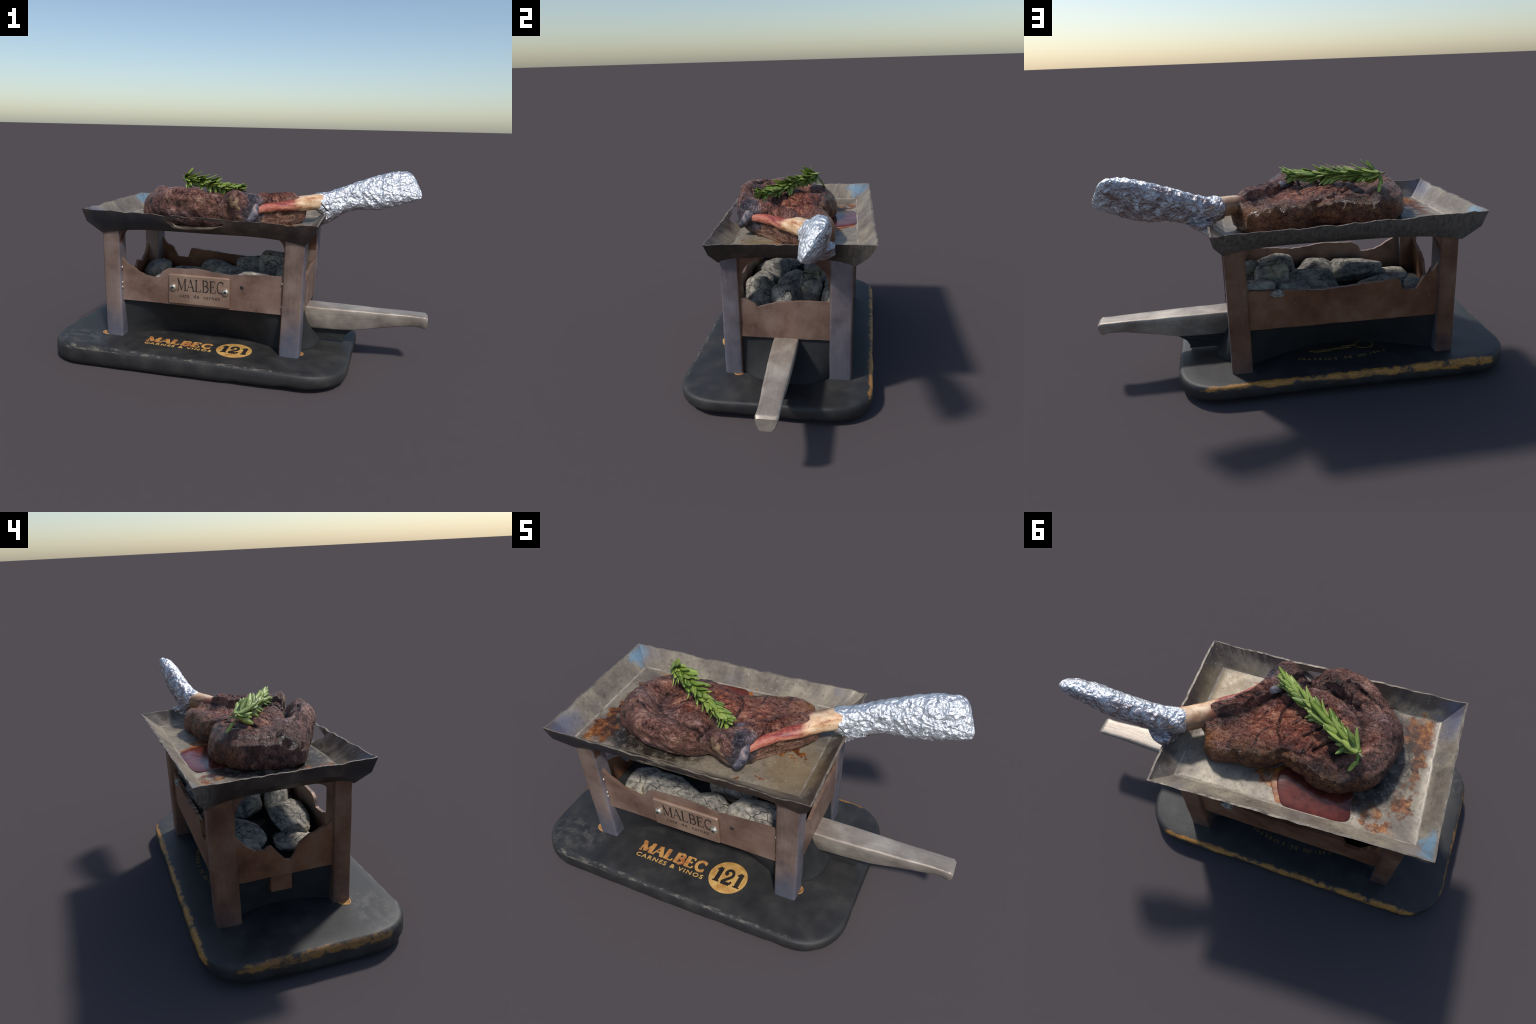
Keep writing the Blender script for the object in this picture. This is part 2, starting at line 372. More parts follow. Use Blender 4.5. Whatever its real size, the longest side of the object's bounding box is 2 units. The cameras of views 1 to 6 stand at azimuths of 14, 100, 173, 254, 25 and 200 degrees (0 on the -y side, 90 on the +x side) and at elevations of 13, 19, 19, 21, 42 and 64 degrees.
def mat_leaf():
    g = NG("rosemary_green", 0.42)
    oi = g.t.nodes.new("ShaderNodeObjectInfo").outputs["Random"]
    y = g.axis(1)
    a = g.ramp(oi, [(0.0, lin(96, 126, 42)), (0.3, lin(138, 166, 62)), (0.7, lin(184, 200, 98)), (1.0, lin(116, 142, 62))])
    rib = g.smooth(g.math("ABSOLUTE", y), 0.0022, 0.0006)
    col = g.mix(a, lin(184, 194, 124), g.math("MULTIPLY", rib, 0.7))
    edge = g.smooth(g.math("ABSOLUTE", y), 0.007, 0.013)
    col = g.mix(col, lin(42, 66, 22), g.math("MULTIPLY", edge, 0.6))
    col = g.mix(col, lin(60, 84, 26), g.math("MULTIPLY", g.smooth(g.noise(45, 4), 0.55, 0.7), 0.4))
    g.done(col)
    tr = g.n("ShaderNodeBsdfTranslucent"); g.set(tr.inputs[0], col)
    mx = g.n("ShaderNodeMixShader"); mx.inputs[0].default_value = 0.15
    out = g.t.nodes["Material Output"]
    g.t.links.new(g.p.outputs[0], mx.inputs[1]); g.t.links.new(tr.outputs[0], mx.inputs[2])
    g.t.links.new(mx.outputs[0], out.inputs[0])
    return g.m

def mat_plain(name, c1, c2, scale=12, rough=0.5, metal=0.0, bump=0.2):
    g = NG(name, rough, metal)
    n = g.noise(scale, 6, 0.62)
    return g.done(g.ramp(n, [(0.32, c1), (0.68, c2)]), g.bump(n, bump, 0.006))

M_BOARD = mat_board()
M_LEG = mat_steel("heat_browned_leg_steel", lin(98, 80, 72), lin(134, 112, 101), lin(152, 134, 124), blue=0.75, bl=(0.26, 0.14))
M_LEG_BROWN = mat_steel("shade_tinted_leg_steel", lin(94, 62, 46), lin(124, 88, 67), lin(142, 110, 88), blue=0.2, bl=(0.2, 0.12))
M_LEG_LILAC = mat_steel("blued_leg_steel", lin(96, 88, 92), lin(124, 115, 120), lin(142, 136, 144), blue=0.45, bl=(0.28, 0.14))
M_PLATE_BROWN = mat_steel("shade_darkened_plate_steel", lin(100, 63, 43), lin(130, 88, 64), lin(148, 112, 87), brush=(40, 40, 40))  # browner and darker to carry the shade on the rear and left plates
M_PLATE = mat_steel("heat_browned_plate_steel", lin(104, 78, 66), lin(138, 111, 97), lin(156, 134, 119), brush=(40, 40, 40))
M_PLAQUE = mat_steel("brushed_plaque_steel", lin(128, 102, 86), lin(152, 124, 106), lin(166, 140, 120), brush=(3, 40, 60))
M_TRAY_OUT = mat_tray_outside()
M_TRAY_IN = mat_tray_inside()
M_CREASE = mat_plain("worn_bright_steel", lin(112, 102, 90), lin(182, 172, 154), 12, 0.45, 0.1)
M_RIM = mat_plain("bare_cut_steel", lin(78, 68, 60), lin(140, 128, 112), 18, 0.5, 0.1)
M_GUSSET = mat_steel("rusty_bracket_steel", lin(70, 48, 38), lin(108, 76, 60), lin(136, 104, 86))
M_HANDLE = mat_steel("brushed_handle_steel", lin(126, 114, 104), lin(164, 152, 140), lin(196, 186, 172), brush=(2, 30, 30))
M_SKIRT = mat_plain("dark_cinder", lin(26, 27, 29), lin(44, 45, 46), 8, 0.8)
M_MEAT = mat_meat(); M_BONE = mat_bone(); M_KNUCKLE = mat_knuckle(); M_CART = mat_cartilage()
M_FOIL = mat_foil(); M_ASH = mat_ash(); M_LEAF = mat_leaf()
M_STEM = mat_plain("woody_stem", lin(112, 104, 70), lin(160, 150, 112), 60)
M_JUICE = mat_plain("meat_juice", lin(62, 22, 17), lin(118, 54, 42), 14, 0.14)
M_AMBER = mat_plain("dried_amber_juice", lin(96, 46, 22), lin(176, 106, 48), 20, 0.3)
M_OCHRE = mat_plain("engraved_ochre", lin(176, 126, 62), lin(218, 176, 104), 26, 0.6)
M_OCHRE_DIM = mat_plain("worn_engraving", lin(86, 66, 34), lin(150, 116, 58), 26, 0.6)
M_RUST_LETTER = mat_plain("burnt_ochre_letter", lin(160, 88, 48), lin(214, 166, 92), 20, 0.6)
M_INK = mat_plain("engraved_black", lin(30, 26, 24), lin(46, 40, 36), 20, 0.6)
M_BOLT = mat_plain("polished_bolt_steel", lin(196, 186, 170), lin(226, 218, 204), 20, 0.22, 0.8, 0.05)
M_RAW = mat_plain("bare_wood_socket", lin(140, 92, 48), lin(198, 150, 92), 40, 0.7)

# =================================================================== GRILL
grill = thing("tabletop_grill", (-0.18, 0.0, 0.0),
              "small steel charcoal grill on a black wooden board", "grill")

# ---- serving board
BX0, BX1, BY0, BY1, BT = -0.998, 0.614, -0.468, 0.472, 0.106
def lean(x): return -0.0165*(x + 0.19)          # the board tips slightly down to the right
def btop(x): return BT + lean(x)
def board():
    levels = [(0.0, 0.040), (0.004, 0.022), (0.016, 0.007), (0.040, 0.0), (0.070, 0.0), (0.088, 0.002), (0.098, 0.006), (0.1035, 0.013), (0.106, 0.024)]
    rings = []
    for z, ins in levels:
        r = []
        for (x, y) in rrect(BX0+ins, BX1-ins, BY0+ins, BY1-ins, 0.205-ins*0.6, 16, 40):
            w = 0.006*fbm((x, y, z), 7, 3, 2.0) + 0.003*fbm((x, y, z*3), 26, 3, 5.0)
            cx, cy = x+0.19, y
            l = math.hypot(cx, cy)
            k = z/0.106
            xr, yb = max(0.0, min(1.0, (x+0.1)/0.7)), max(0.0, min(1.0, y/0.45))
            low = 0.018*xr*(1-0.8*yb) + 0.026*yb*(1-xr) + max(0.0, 0.016*fbm((x, y, 0), 6, 3, 9.0))   # the right end stands clear of the ground
            r.append((x + cx/l*w, y + cy/l*w, k*btop(x) + (1-k)*low))
        rings.append(r)
    top = rings[-1]
    for s in (0.93, 0.8, 0.6, 0.4, 0.2, 0.03):
        rings.append([(-0.19 + (x+0.19)*s, y*s, BT + lean(-0.19 + (x+0.19)*s)) for x, y, z in top])
    bot = rings[0]
    rings = [[(-0.19 + (x+0.19)*s, y*s, 0.012) for x, y, z in bot] for s in (0.03, 0.9)] + rings
    v, f = rings_mesh(rings)
    return make("serving_board", v, f, M_BOARD, grill)
board()

# ---- legs
LEGS = [(-0.723, -0.626, -0.274, -0.190), (0.268, 0.374, -0.263, -0.172), (0.268, 0.366, 0.258, 0.366), (-0.717, -0.630, 0.252, 0.364)]
LEAN = [(0.003, 0.007), (-0.014, 0), (-0.006, 0), (0.0, -0.004)]
for i, (x0, x1, y0, y1) in enumerate(LEGS):
    rings = []
    for k in range(25):
        z = 0.090 + (0.728-0.090)*k/24; low = 1 - k/24
        r = []
        for (x, y) in rrect(x0, x1, y0, y1, 0.011, 3, 4):
            w = 0.0035*fbm((x, y, z), 9, 3, i*3.1)
            r.append((x + w + LEAN[i][0]*low, y + LEAN[i][1]*low + 0.003*fbm((x, y, z), 8, 3, i*2.3+7), z))
        rings.append(r)
    v, f = rings_mesh(rings)
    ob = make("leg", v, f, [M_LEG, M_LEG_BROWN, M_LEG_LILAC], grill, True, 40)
    for p in ob.data.polygons:           # warm shade coloured into rear and left faces; right faces lilac
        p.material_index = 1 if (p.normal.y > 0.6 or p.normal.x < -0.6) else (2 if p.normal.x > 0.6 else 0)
# raw wood sockets showing at two legs' feet
for cx, cy, rx, ry in ((-0.718, -0.236, 0.040, 0.032), (0.356, -0.195, 0.020, 0.024)):
    ring = lambda s, z: [(cx + rx*s*math.cos(a), cy + ry*s*math.sin(a), z + lean(cx) - 0.001) for a in [2*math.pi*k/28 for k in range(28)]]
    v, f = rings_mesh([ring(1.05, 0.103), ring(1.0, 0.1095), ring(0.86, 0.1105), ring(0.8, 0.1075)])
    make("wood_socket", v, f, M_RAW, grill)

# ---- concave brackets where the legs meet the tray
def bracket(ax, corner, d, r, z0, across, thick):
    """Concave fillet in the plane of axis `ax`; d is the direction it runs from the leg."""
    prof = [(-0.012, 0.012), (r, 0.012), (r, 0.0)]
    for k in range(1, 12):
        a = math.radians(90*k/12)
        prof.append((r - r*math.sin(a), -r*1.15 + r*1.15*math.cos(a)))
    prof += [(0.0, -r*1.15), (-0.012, -r*1.15)]
    sides = []
    for s in (0.0, 1.0):
        c = across + thick*s
        sides.append([((corner + d*u, c, z0 + w) if ax == 0 else (c, corner + d*u, z0 + w)) for u, w in prof])
    v, f = rings_mesh(sides)
    make("bracket", v, f, M_GUSSET, grill, False)
ZB = 0.718
bracket(0, -0.626, 1, 0.070, ZB, -0.266, 0.040); bracket(0, 0.268, -1, 0.060, ZB, -0.254, 0.040)
bracket(0, -0.630, 1, 0.080, ZB, 0.316, 0.042);  bracket(0, 0.268, -1, 0.060, ZB, 0.318, 0.042)
bracket(1, -0.172, 1, 0.120, ZB-0.004, 0.318, 0.044); bracket(1, 0.258, -1, 0.130, ZB-0.004, 0.312, 0.044)
bracket(1, -0.190, 1, 0.090, ZB-0.002, -0.712, 0.044); bracket(1, 0.252, -1, 0.090, ZB-0.002, -0.708, 0.044)

# ---- fire box plates with burnt, ragged upper edges
def plate(name, ax, at, thick, bottom, prof, mat, ragged=0.005, seed=0.0, hole=None):
    """Upright sheet: prof lists (position along sheet, top height)."""
    a, b = prof[0][0], prof[-1][0]; n = 110
    front, back = [], []
    us = [a + (b-a)*k/n for k in range(n+1)]
    rows = 10
    V = []; F = []
    for side in (0, 1):
        for k, u in enumerate(us):
            top = interp(prof, u) + ragged*fbm((u*6, seed, 0), 6, 4, seed)
            lo = bottom + 0.003*fbm((u, seed, 3), 9, 3, seed)
            for r in range(rows+1):
                z = lo + (top-lo)*r/rows
                off = at + thick*side + 0.004*fbm((u, z, seed), 5, 3, seed+4)
                V.append((u, off, z) if ax == 0 else (off, u, z))
    S = (n+1)*(rows+1); I = lambda s, k, r: s*S + k*(rows+1) + r
    for s in (0, 1):
        for k in range(n):
            for r in range(rows):
                F.append((I(s,k,r), I(s,k+1,r), I(s,k+1,r+1), I(s,k,r+1)))
    for k in range(n):
        F.append((I(0,k,0), I(0,k+1,0), I(1,k+1,0), I(1,k,0)))
        F.append((I(0,k,rows), I(0,k+1,rows), I(1,k+1,rows), I(1,k,rows)))
    for r in range(rows):
        F.append((I(0,0,r), I(0,0,r+1), I(1,0,r+1), I(1,0,r)))
        F.append((I(0,n,r), I(0,n,r+1), I(1,n,r+1), I(1,n,r)))
    return make(name, V, F, mat, grill, True, 40)

FRONT = [(-0.63, 0.560), (-0.598, 0.524), (-0.565, 0.505), (-0.53, 0.483), (-0.49, 0.466), (-0.45, 0.459), (-0.411, 0.458), (-0.397, 0.494),
         (-0.36, 0.512), (-0.2, 0.522), (-0.10, 0.508), (-0.014, 0.503), (0.1, 0.515), (0.27, 0.520)]
BACK = [(-0.635, 0.575), (-0.615, 0.540), (-0.60, 0.523), (-0.56, 0.505), (-0.542, 0.470), (-0.53, 0.445), (-0.462, 0.446), (-0.442, 0.508), (-0.39, 0.500), (-0.30, 0.498),
        (-0.18, 0.486), (-0.085, 0.481), (0.05, 0.492), (0.17, 0.498), (0.27, 0.502)]
RIGHT = [(-0.178, 0.512), (-0.143, 0.503), (-0.10, 0.478), (-0.085, 0.462), (-0.07, 0.470), (-0.053, 0.472), (0.0, 0.490), (0.055, 0.496), (0.12, 0.503), (0.262, 0.501)]
LEFT = [(-0.20, 0.540), (-0.164, 0.512), (-0.08, 0.480), (-0.03, 0.450), (-0.008, 0.400), (0.012, 0.376), (0.035, 0.380), (0.075, 0.430), (0.10, 0.462), (0.125, 0.446), (0.166, 0.450), (0.21, 0.480), (0.256, 0.540)]
front_plate = plate("fire_box_plate", 0, -0.246, 0.016, 0.318, FRONT, M_PLATE, 0.006, 1.0)
plate("fire_box_plate", 0, 0.328, 0.018, 0.308, BACK, M_PLATE_BROWN, 0.008, 2.0)
plate("fire_box_plate", 1, 0.340, 0.016, 0.304, RIGHT, M_PLATE, 0.004, 3.0)
plate("fire_box_plate", 1, -0.708, 0.016, 0.312, LEFT, M_PLATE_BROWN, 0.006, 4.0)
def box(name, x0, x1, y0, y1, z0, z1, mat, r=0.004, parent=grill):
    rings = []
    for z, ins in ((z0, r), (z0+r, 0), (z1-r, 0), (z1, r)):
        rings.append([(x, y, z) for x, y in rrect(x0+ins, x1-ins, y0+ins, y1-ins, max(r-ins*0.6, r*0.4), 3, 3)])
    v, f = rings_mesh(rings)
    return make(name, v, f, mat, parent, True, 40)
box("fire_box_floor", -0.690, 0.334, -0.228, 0.326, 0.330, 0.345, M_SKIRT)

# small punched hole in the front plate, shown as a dark pit
bm = bmesh.new()
bmesh.ops.create_cone(bm, cap_ends=True, segments=10, radius1=0.011, radius2=0.006, depth=0.006)
me = bpy.data.meshes.new("bolt_hole"); bm.to_mesh(me); bm.free(); me.materials.append(M_INK)
ob = bpy.data.objects.new("bolt_hole", me); bpy.context.scene.collection.objects.link(ob)
ob.matrix_world = Matrix.Translation((0.048, -0.2475, 0.445)) @ Matrix.Rotation(math.radians(90), 4, "X"); adopt(ob, grill)

# weld beads along the leg / plate joints
for (x, y, zs) in ((-0.622, -0.252, (0.39, 0.415, 0.50)), (0.261, -0.25, (0.36, 0.48)), (0.342, -0.165, (0.36, 0.47)), (0.345, 0.255, (0.33, 0.36, 0.40)), (-0.625, 0.33, (0.36, 0.42))):
    for z in zs:
        bm = bmesh.new(); bmesh.ops.create_icosphere(bm, subdivisions=2, radius=0.006)
        vs = [(x + v.co.x*0.8, y + v.co.y, z + v.co.z*rng.uniform(1.0, 2.2)) for v in bm.verts]
        fs = [[v.index for v in f.verts] for f in bm.faces]; bm.free()
        make("weld_bead", vs, fs, M_BOLT, grill)

# ---- dark cinder core under the fire box, flaring onto the board
def core():
    rings = []
    X0, X1, Y0, Y1 = -0.695, 0.346, -0.234, 0.338
    for k in range(15):
        t = 1 - k/14; z = 0.092 + (0.332-0.092)*(1-t)
        r = []
        for x, y in rrect(X0, X1, Y0, Y1, 0.03, 4, 30):
            u = abs((x-(X0+X1)/2)/((X1-X0)/2)); w = abs((y-(Y0+Y1)/2)/((Y1-Y0)/2))
            scoop = 0.20*t**1.1*max(0.0, 1-min(1, u)**2)**1.3                # hollows in the long sides
            end = -0.085*t**2*max(0.0, 1-(w/0.72)**4) if x > 0 else 0.09*t*(1-w**2)
            yy = y + (scoop if y < 0 else -scoop)*min(1.0, w*1.0)**6
            xx = x + (-end if x > 0 else end)*min(1.0, u)**8
            r.append((xx + 0.008*fbm((x, y, z), 6, 3, 3), yy + 0.010*fbm((x, y, z), 6, 3, 8), z))
        rings.append(r)
    v, f = rings_mesh(rings)
    make("cinder_core", v, f, M_SKIRT, grill)
core()

# ---- name plaque with two bolts
plaque = box("name_plaque", -0.352, -0.014, -0.2625, -0.2435, 0.327, 0.490, M_PLAQUE, 0.006)
for bx, bz in ((-0.324, 0.419), (-0.034, 0.416)):
    rings = []
    for rad, dep in ((0.019, 0.0), (0.019, 0.004), (0.0165, 0.010), (0.011, 0.0138), (0.007, 0.0148), (0.0062, 0.011), (0.002, 0.0105)):
        rings.append([(bx + rad*math.cos(a), -0.2620-dep, bz + rad*math.sin(a)) for a in [2*math.pi*k/24 for k in range(24)]])
    v, f = rings_mesh(rings)
    fm = [0]*(len(f)); n = 24
    for k in range(n*4, n*6): fm[k] = 1
    fm[-1] = 1
    make("bolt", v, f, [M_BOLT, M_INK], grill, True, 50, fm)

# ---- lettering: roman capitals built of strokes
def arc(cx, cy, rx, ry, a0, a1, n=14):
    return [(cx + rx*math.cos(math.radians(a0+(a1-a0)*k/n)), cy + ry*math.sin(math.radians(a0+(a1-a0)*k/n))) for k in range(n+1)]
T, K = 0.35, 1.0      # thin and thick stroke weights
SER = lambda x, y, w: ([(x-w, y), (x+w, y)], T)
GLYPHS = {
 "M": (1.05, [([(0.12,0),(0.14,1)],T), ([(0.12,1),(0.52,0.05)],K), ([(0.52,0.05),(0.90,1)],T), ([(0.92,0),(0.92,1)],K), SER(0.12,0,0.11), SER(0.92,0,0.13), SER(0.10,1,0.09), SER(0.95,1,0.09)]),
 "A": (0.92, [([(0.08,0),(0.46,1)],T), ([(0.44,1),(0.82,0)],K), ([(0.2,0.34),(0.68,0.34)],T), SER(0.08,0,0.10), SER(0.82,0,0.13)]),
 "L": (0.78, [([(0.18,0),(0.18,1)],K), ([(0.18,0),(0.68,0)],T), ([(0.68,0),(0.70,0.22)],T), SER(0.18,1,0.13), SER(0.18,0,0.13)]),
 "B": (0.82, [([(0.18,0),(0.18,1)],K), ([(0.05,1),(0.42,1)],T), ([(0.2,0.53),(0.42,0.53)],T), ([(0.05,0),(0.44,0)],T), (arc(0.40,0.765,0.25,0.235,90,-90),K*0.8), (arc(0.42,0.265,0.30,0.265,90,-90),K*0.85)]),
 "E": (0.78, [([(0.18,0),(0.18,1)],K), ([(0.05,1),(0.64,1)],T), ([(0.64,1),(0.65,0.80)],T), ([(0.2,0.52),(0.50,0.52)],T), ([(0.50,0.62),(0.50,0.42)],T), ([(0.05,0),(0.68,0)],T), ([(0.68,0),(0.70,0.22)],T)]),
 "C": (0.90, [(arc(0.48,0.5,0.38,0.5,48,312,22),K*0.75), ([(0.74,0.72),(0.76,1.0)],T), ([(0.74,0.28),(0.76,0.0)],T)]),
 "1": (0.62, [([(0.34,0),(0.34,1)],K*1.25), ([(0.34,1),(0.08,0.80)],T*1.4), SER(0.34,0,0.24)]),
 "2": (0.86, [(arc(0.40,0.72,0.27,0.28,190,-40,18),K*0.8), ([(0.61,0.54),(0.10,0.05)],K*0.8), ([(0.08,0.03),(0.70,0.03)],K*0.9), ([(0.70,0.03),(0.76,0.24)],T*1.5), (arc(0.2,0.70,0.07,0.07,0,360,12),T*1.6)]),
}
def lettering(text, size, weight, depth, gap=0.0):
    """Raised stroke letters in the xy plane; returns verts, faces, width."""
    V, F = [], []; x0 = 0.0; lift = 0
    for ch in text:
        w, strokes = GLYPHS[ch]
        for pts, wt in strokes:
            lift += 1
            hw = 0.5*weight*wt; top = depth + 0.00018*(lift % 9)
            P = [Vector((x0 + p[0]*size, p[1]*size)) for p in pts]
            L, R = [], []
            for i, p in enumerate(P):
                d = (P[min(i+1, len(P)-1)] - P[max(i-1, 0)]).normalized(); nrm = Vector((-d.y, d.x))
                L.append(p + nrm*hw); R.append(p - nrm*hw)
            b = len(V)
            for l, r in zip(L, R):
                V += [(l.x, l.y, 0), (r.x, r.y, 0), (r.x, r.y, top), (l.x, l.y, top)]
            for i in range(len(P)-1):
                q = b + 4*i
                for k in range(4): F.append((q+k, q+(k+1)%4, q+4+(k+1)%4, q+4+k))
            F.append((b, b+1, b+2, b+3)); e = b + 4*(len(P)-1); F.append((e, e+1, e+2, e+3))
        x0 += (w + gap)*size
    return V, F, x0
def letters(name, text, size, weight, depth, mat, M, gap=0.0, squeeze=None):
    V, F, w = lettering(text, size, weight, depth, gap)
    k = (squeeze / w) if squeeze else 1.0
    make(name, [M @ Vector((v[0]*k, v[1], v[2])) for v in V], F, mat, grill, False)
def words(name, text, size, mat, M, depth=0.0012, spacing=1.0, width=None, bold=0.0, parent=grill):
    cu = bpy.data.curves.new(name, "FONT"); cu.body = text; cu.size = size; cu.extrude = depth
    cu.space_character = spacing; cu.offset = bold; cu.resolution_u = 4
    tmp = bpy.data.objects.new(name + "_src", cu); bpy.context.scene.collection.objects.link(tmp)
    dg = bpy.context.evaluated_depsgraph_get()
    me = bpy.data.meshes.new_from_object(tmp.evaluated_get(dg))
    bpy.data.objects.remove(tmp)
    xs = [v.co.x for v in me.vertices]
    k = width/(max(xs)-min(xs)) if width else 1.0
    for v in me.vertices: v.co = M @ Vector(((v.co.x-min(xs))*k, v.co.y, v.co.z))
    me.materials.clear(); me.materials.append(mat)
    ob = bpy.data.objects.new(name, me); bpy.context.scene.collection.objects.link(ob); adopt(ob, parent)
    return ob
UP = Matrix.Rotation(math.radians(90), 4, "X")           # text standing, facing -y
letters("plaque_lettering", "MALBEC", 0.062, 0.0075, 0.0012, M_INK, Matrix.Translation((-0.302, -0.2622, 0.406)) @ UP, 0.02, 0.262)
words("plaque_lettering", "cata  de  carnes", 0.030, M_INK, Matrix.Translation((-0.288, -0.2622, 0.368)) @ UP, 0.0010, 1.1, 0.222)
TILT = Matrix.Rotation(math.atan(0.0165), 4, "Y")
def flat(x, y, deg=0.0, up=0.0006): return Matrix.Translation((x, y, btop(x) + up)) @ TILT @ Matrix.Rotation(math.radians(deg), 4, "Z")
letters("board_lettering", "MALBEC", 0.058, 0.019, 0.0012, M_RUST_LETTER, flat(-0.475, -0.290), 0.06, 0.375)
words("board_lettering", "CARNES & VINOS", 0.032, M_OCHRE, flat(-0.470, -0.328), 0.0010, 1.25, 0.375, 0.0006)
ring = lambda s, z: [(0.017 + 0.095*s*math.cos(a), -0.268 + 0.093*s*math.sin(a), z + lean(0.017 + 0.095*s*math.cos(a))) for a in [2*math.pi*k/56 for k in range(56)]]
v, f = rings_mesh([ring(1.0, BT-0.002), ring(1.0, BT+0.0012), ring(0.97, BT+0.0018)])
make("round_emblem", v, f, M_OCHRE, grill, True, 40)
letters("emblem_numeral", "121", 0.082, 0.020, 0.0014, M_INK, flat(-0.055, -0.308, 0, 0.0021), 0.03, 0.152)
# arched motto on the rear of the board
cx, cy, R = -0.19, -0.30+0.31, 0.0
motto = "PASION DE EXPERTOS"
xa, xb = -0.395, 0.020
for i, ch in enumerate(motto):
    if ch == " ": continue
    t = i/(len(motto)-1); x = xa + (xb-xa)*t
    y = 0.331 - 0.034*((t-0.5)*2)**2
    ang = math.degrees(math.atan2(-0.034*8*(t-0.5), (xb-xa)))
    words("motto_letter", ch, 0.026, M_OCHRE_DIM, flat(x, y-0.02, ang), 0.001, 1.0, None, 0.0006)
# worn emblem beside the motto
v, f = [], []
for (x0, x1, y0, w) in ((-0.24, -0.03, 0.222, 0.006), (-0.27, -0.20, 0.205, 0.005), (-0.14, -0.05, 0.236, 0.005)):
    b = len(v); B0, B1 = btop(x0), btop(x1); v += [(x0, y0-w, B0), (x1, y0-w*0.4, B1), (x1, y0+w, B1), (x0, y0+w, B0)] + [(x0, y0-w, B0+.0018), (x1, y0-w*0.4, B1+.0018), (x1, y0+w, B1+.0018), (x0, y0+w, B0+.0018)]
    f += [(b+4, b+5, b+6, b+7), (b, b+1, b+5, b+4), (b+1, b+2, b+6, b+5), (b+2, b+3, b+7, b+6), (b+3, b, b+4, b+7)]
make("worn_emblem", v, f, M_OCHRE_DIM, grill, False)
rg = lambda r, z: [(-0.315 + r*math.cos(a), 0.205 + r*0.85*math.sin(a), z + lean(-0.315 + r*math.cos(a))) for a in [2*math.pi*k/40 for k in range(40)]]
v, f = rings_mesh([rg(0.05, BT), rg(0.05, BT+0.0015), rg(0.044, BT+0.0015), rg(0.044, BT)], False, False)
make("worn_emblem", v, f, M_OCHRE_DIM, grill, False)

# ---- drawer handle: a deep tapering bar, its web on the board, and its far tab
def handle():
    st = [(0.30, 0.000, 0.108, 0.185, 0.318), (0.36, 0.000, 0.107, 0.185, 0.317), (0.50, 0.004, 0.107, 0.186, 0.316), (0.62, 0.008, 0.106, 0.190, 0.314),
          (0.72, 0.013, 0.105, 0.202, 0.312), (0.82, 0.018, 0.104, 0.214, 0.311), (0.90, 0.022, 0.104, 0.222, 0.310), (0.955, 0.024, 0.104, 0.222, 0.309), (0.985, 0.022, 0.105, 0.214, 0.308), (0.998, 0.026, 0.100, 0.222, 0.298)]
    dense = []
    for a, b in zip(st, st[1:]):
        for k in range(4): dense.append(tuple(p + (q-p)*k/4 for p, q in zip(a, b)))
    dense.append(st[-1])
    rings = []
    for x, y0, y1, z0, z1 in dense:
        r = []
        for (y, z) in rrect(y0, y1, z0, z1, 0.010, 3, 5):
            k = (z1 - z)/(z1 - z0)                       # underside narrows to a keel
            yy = y + (0.5*(y0+y1)-0.008 - y)*0.45*k*k
            w = 0.003*fbm((x, y, z), 11, 3, 6)
            yy = 0.05 + (yy - 0.05)*1.16
            r.append((x, yy + w - 0.006, z - 0.012 + 0.020*k*sstep(0.55, 0.9, x) + 0.003*fbm((x, y, z), 10, 3, 2)))
        rings.append(r)
    v, f = rings_mesh(rings)
    make("handle", v, f, M_HANDLE, grill, True, 45)
    prof = [(0.315, 0.200), (0.640, 0.200), (0.60, 0.172), (0.575, 0.148), (0.562, 0.122), (0.562, 0.104), (0.315, 0.104)]
    sides = [[(x, y + (0.012 if z < 0.15 else 0)*s, z) for x, z in prof] for y, s in ((0.030, 1), (0.080, -1))]
    v, f = rings_mesh(sides)
    make("handle_web", v, f, M_SKIRT, grill, False)
    box("drawer_tab", -0.690, -0.640, 0.002, 0.102, 0.220, 0.326, M_PLATE_BROWN)
handle()

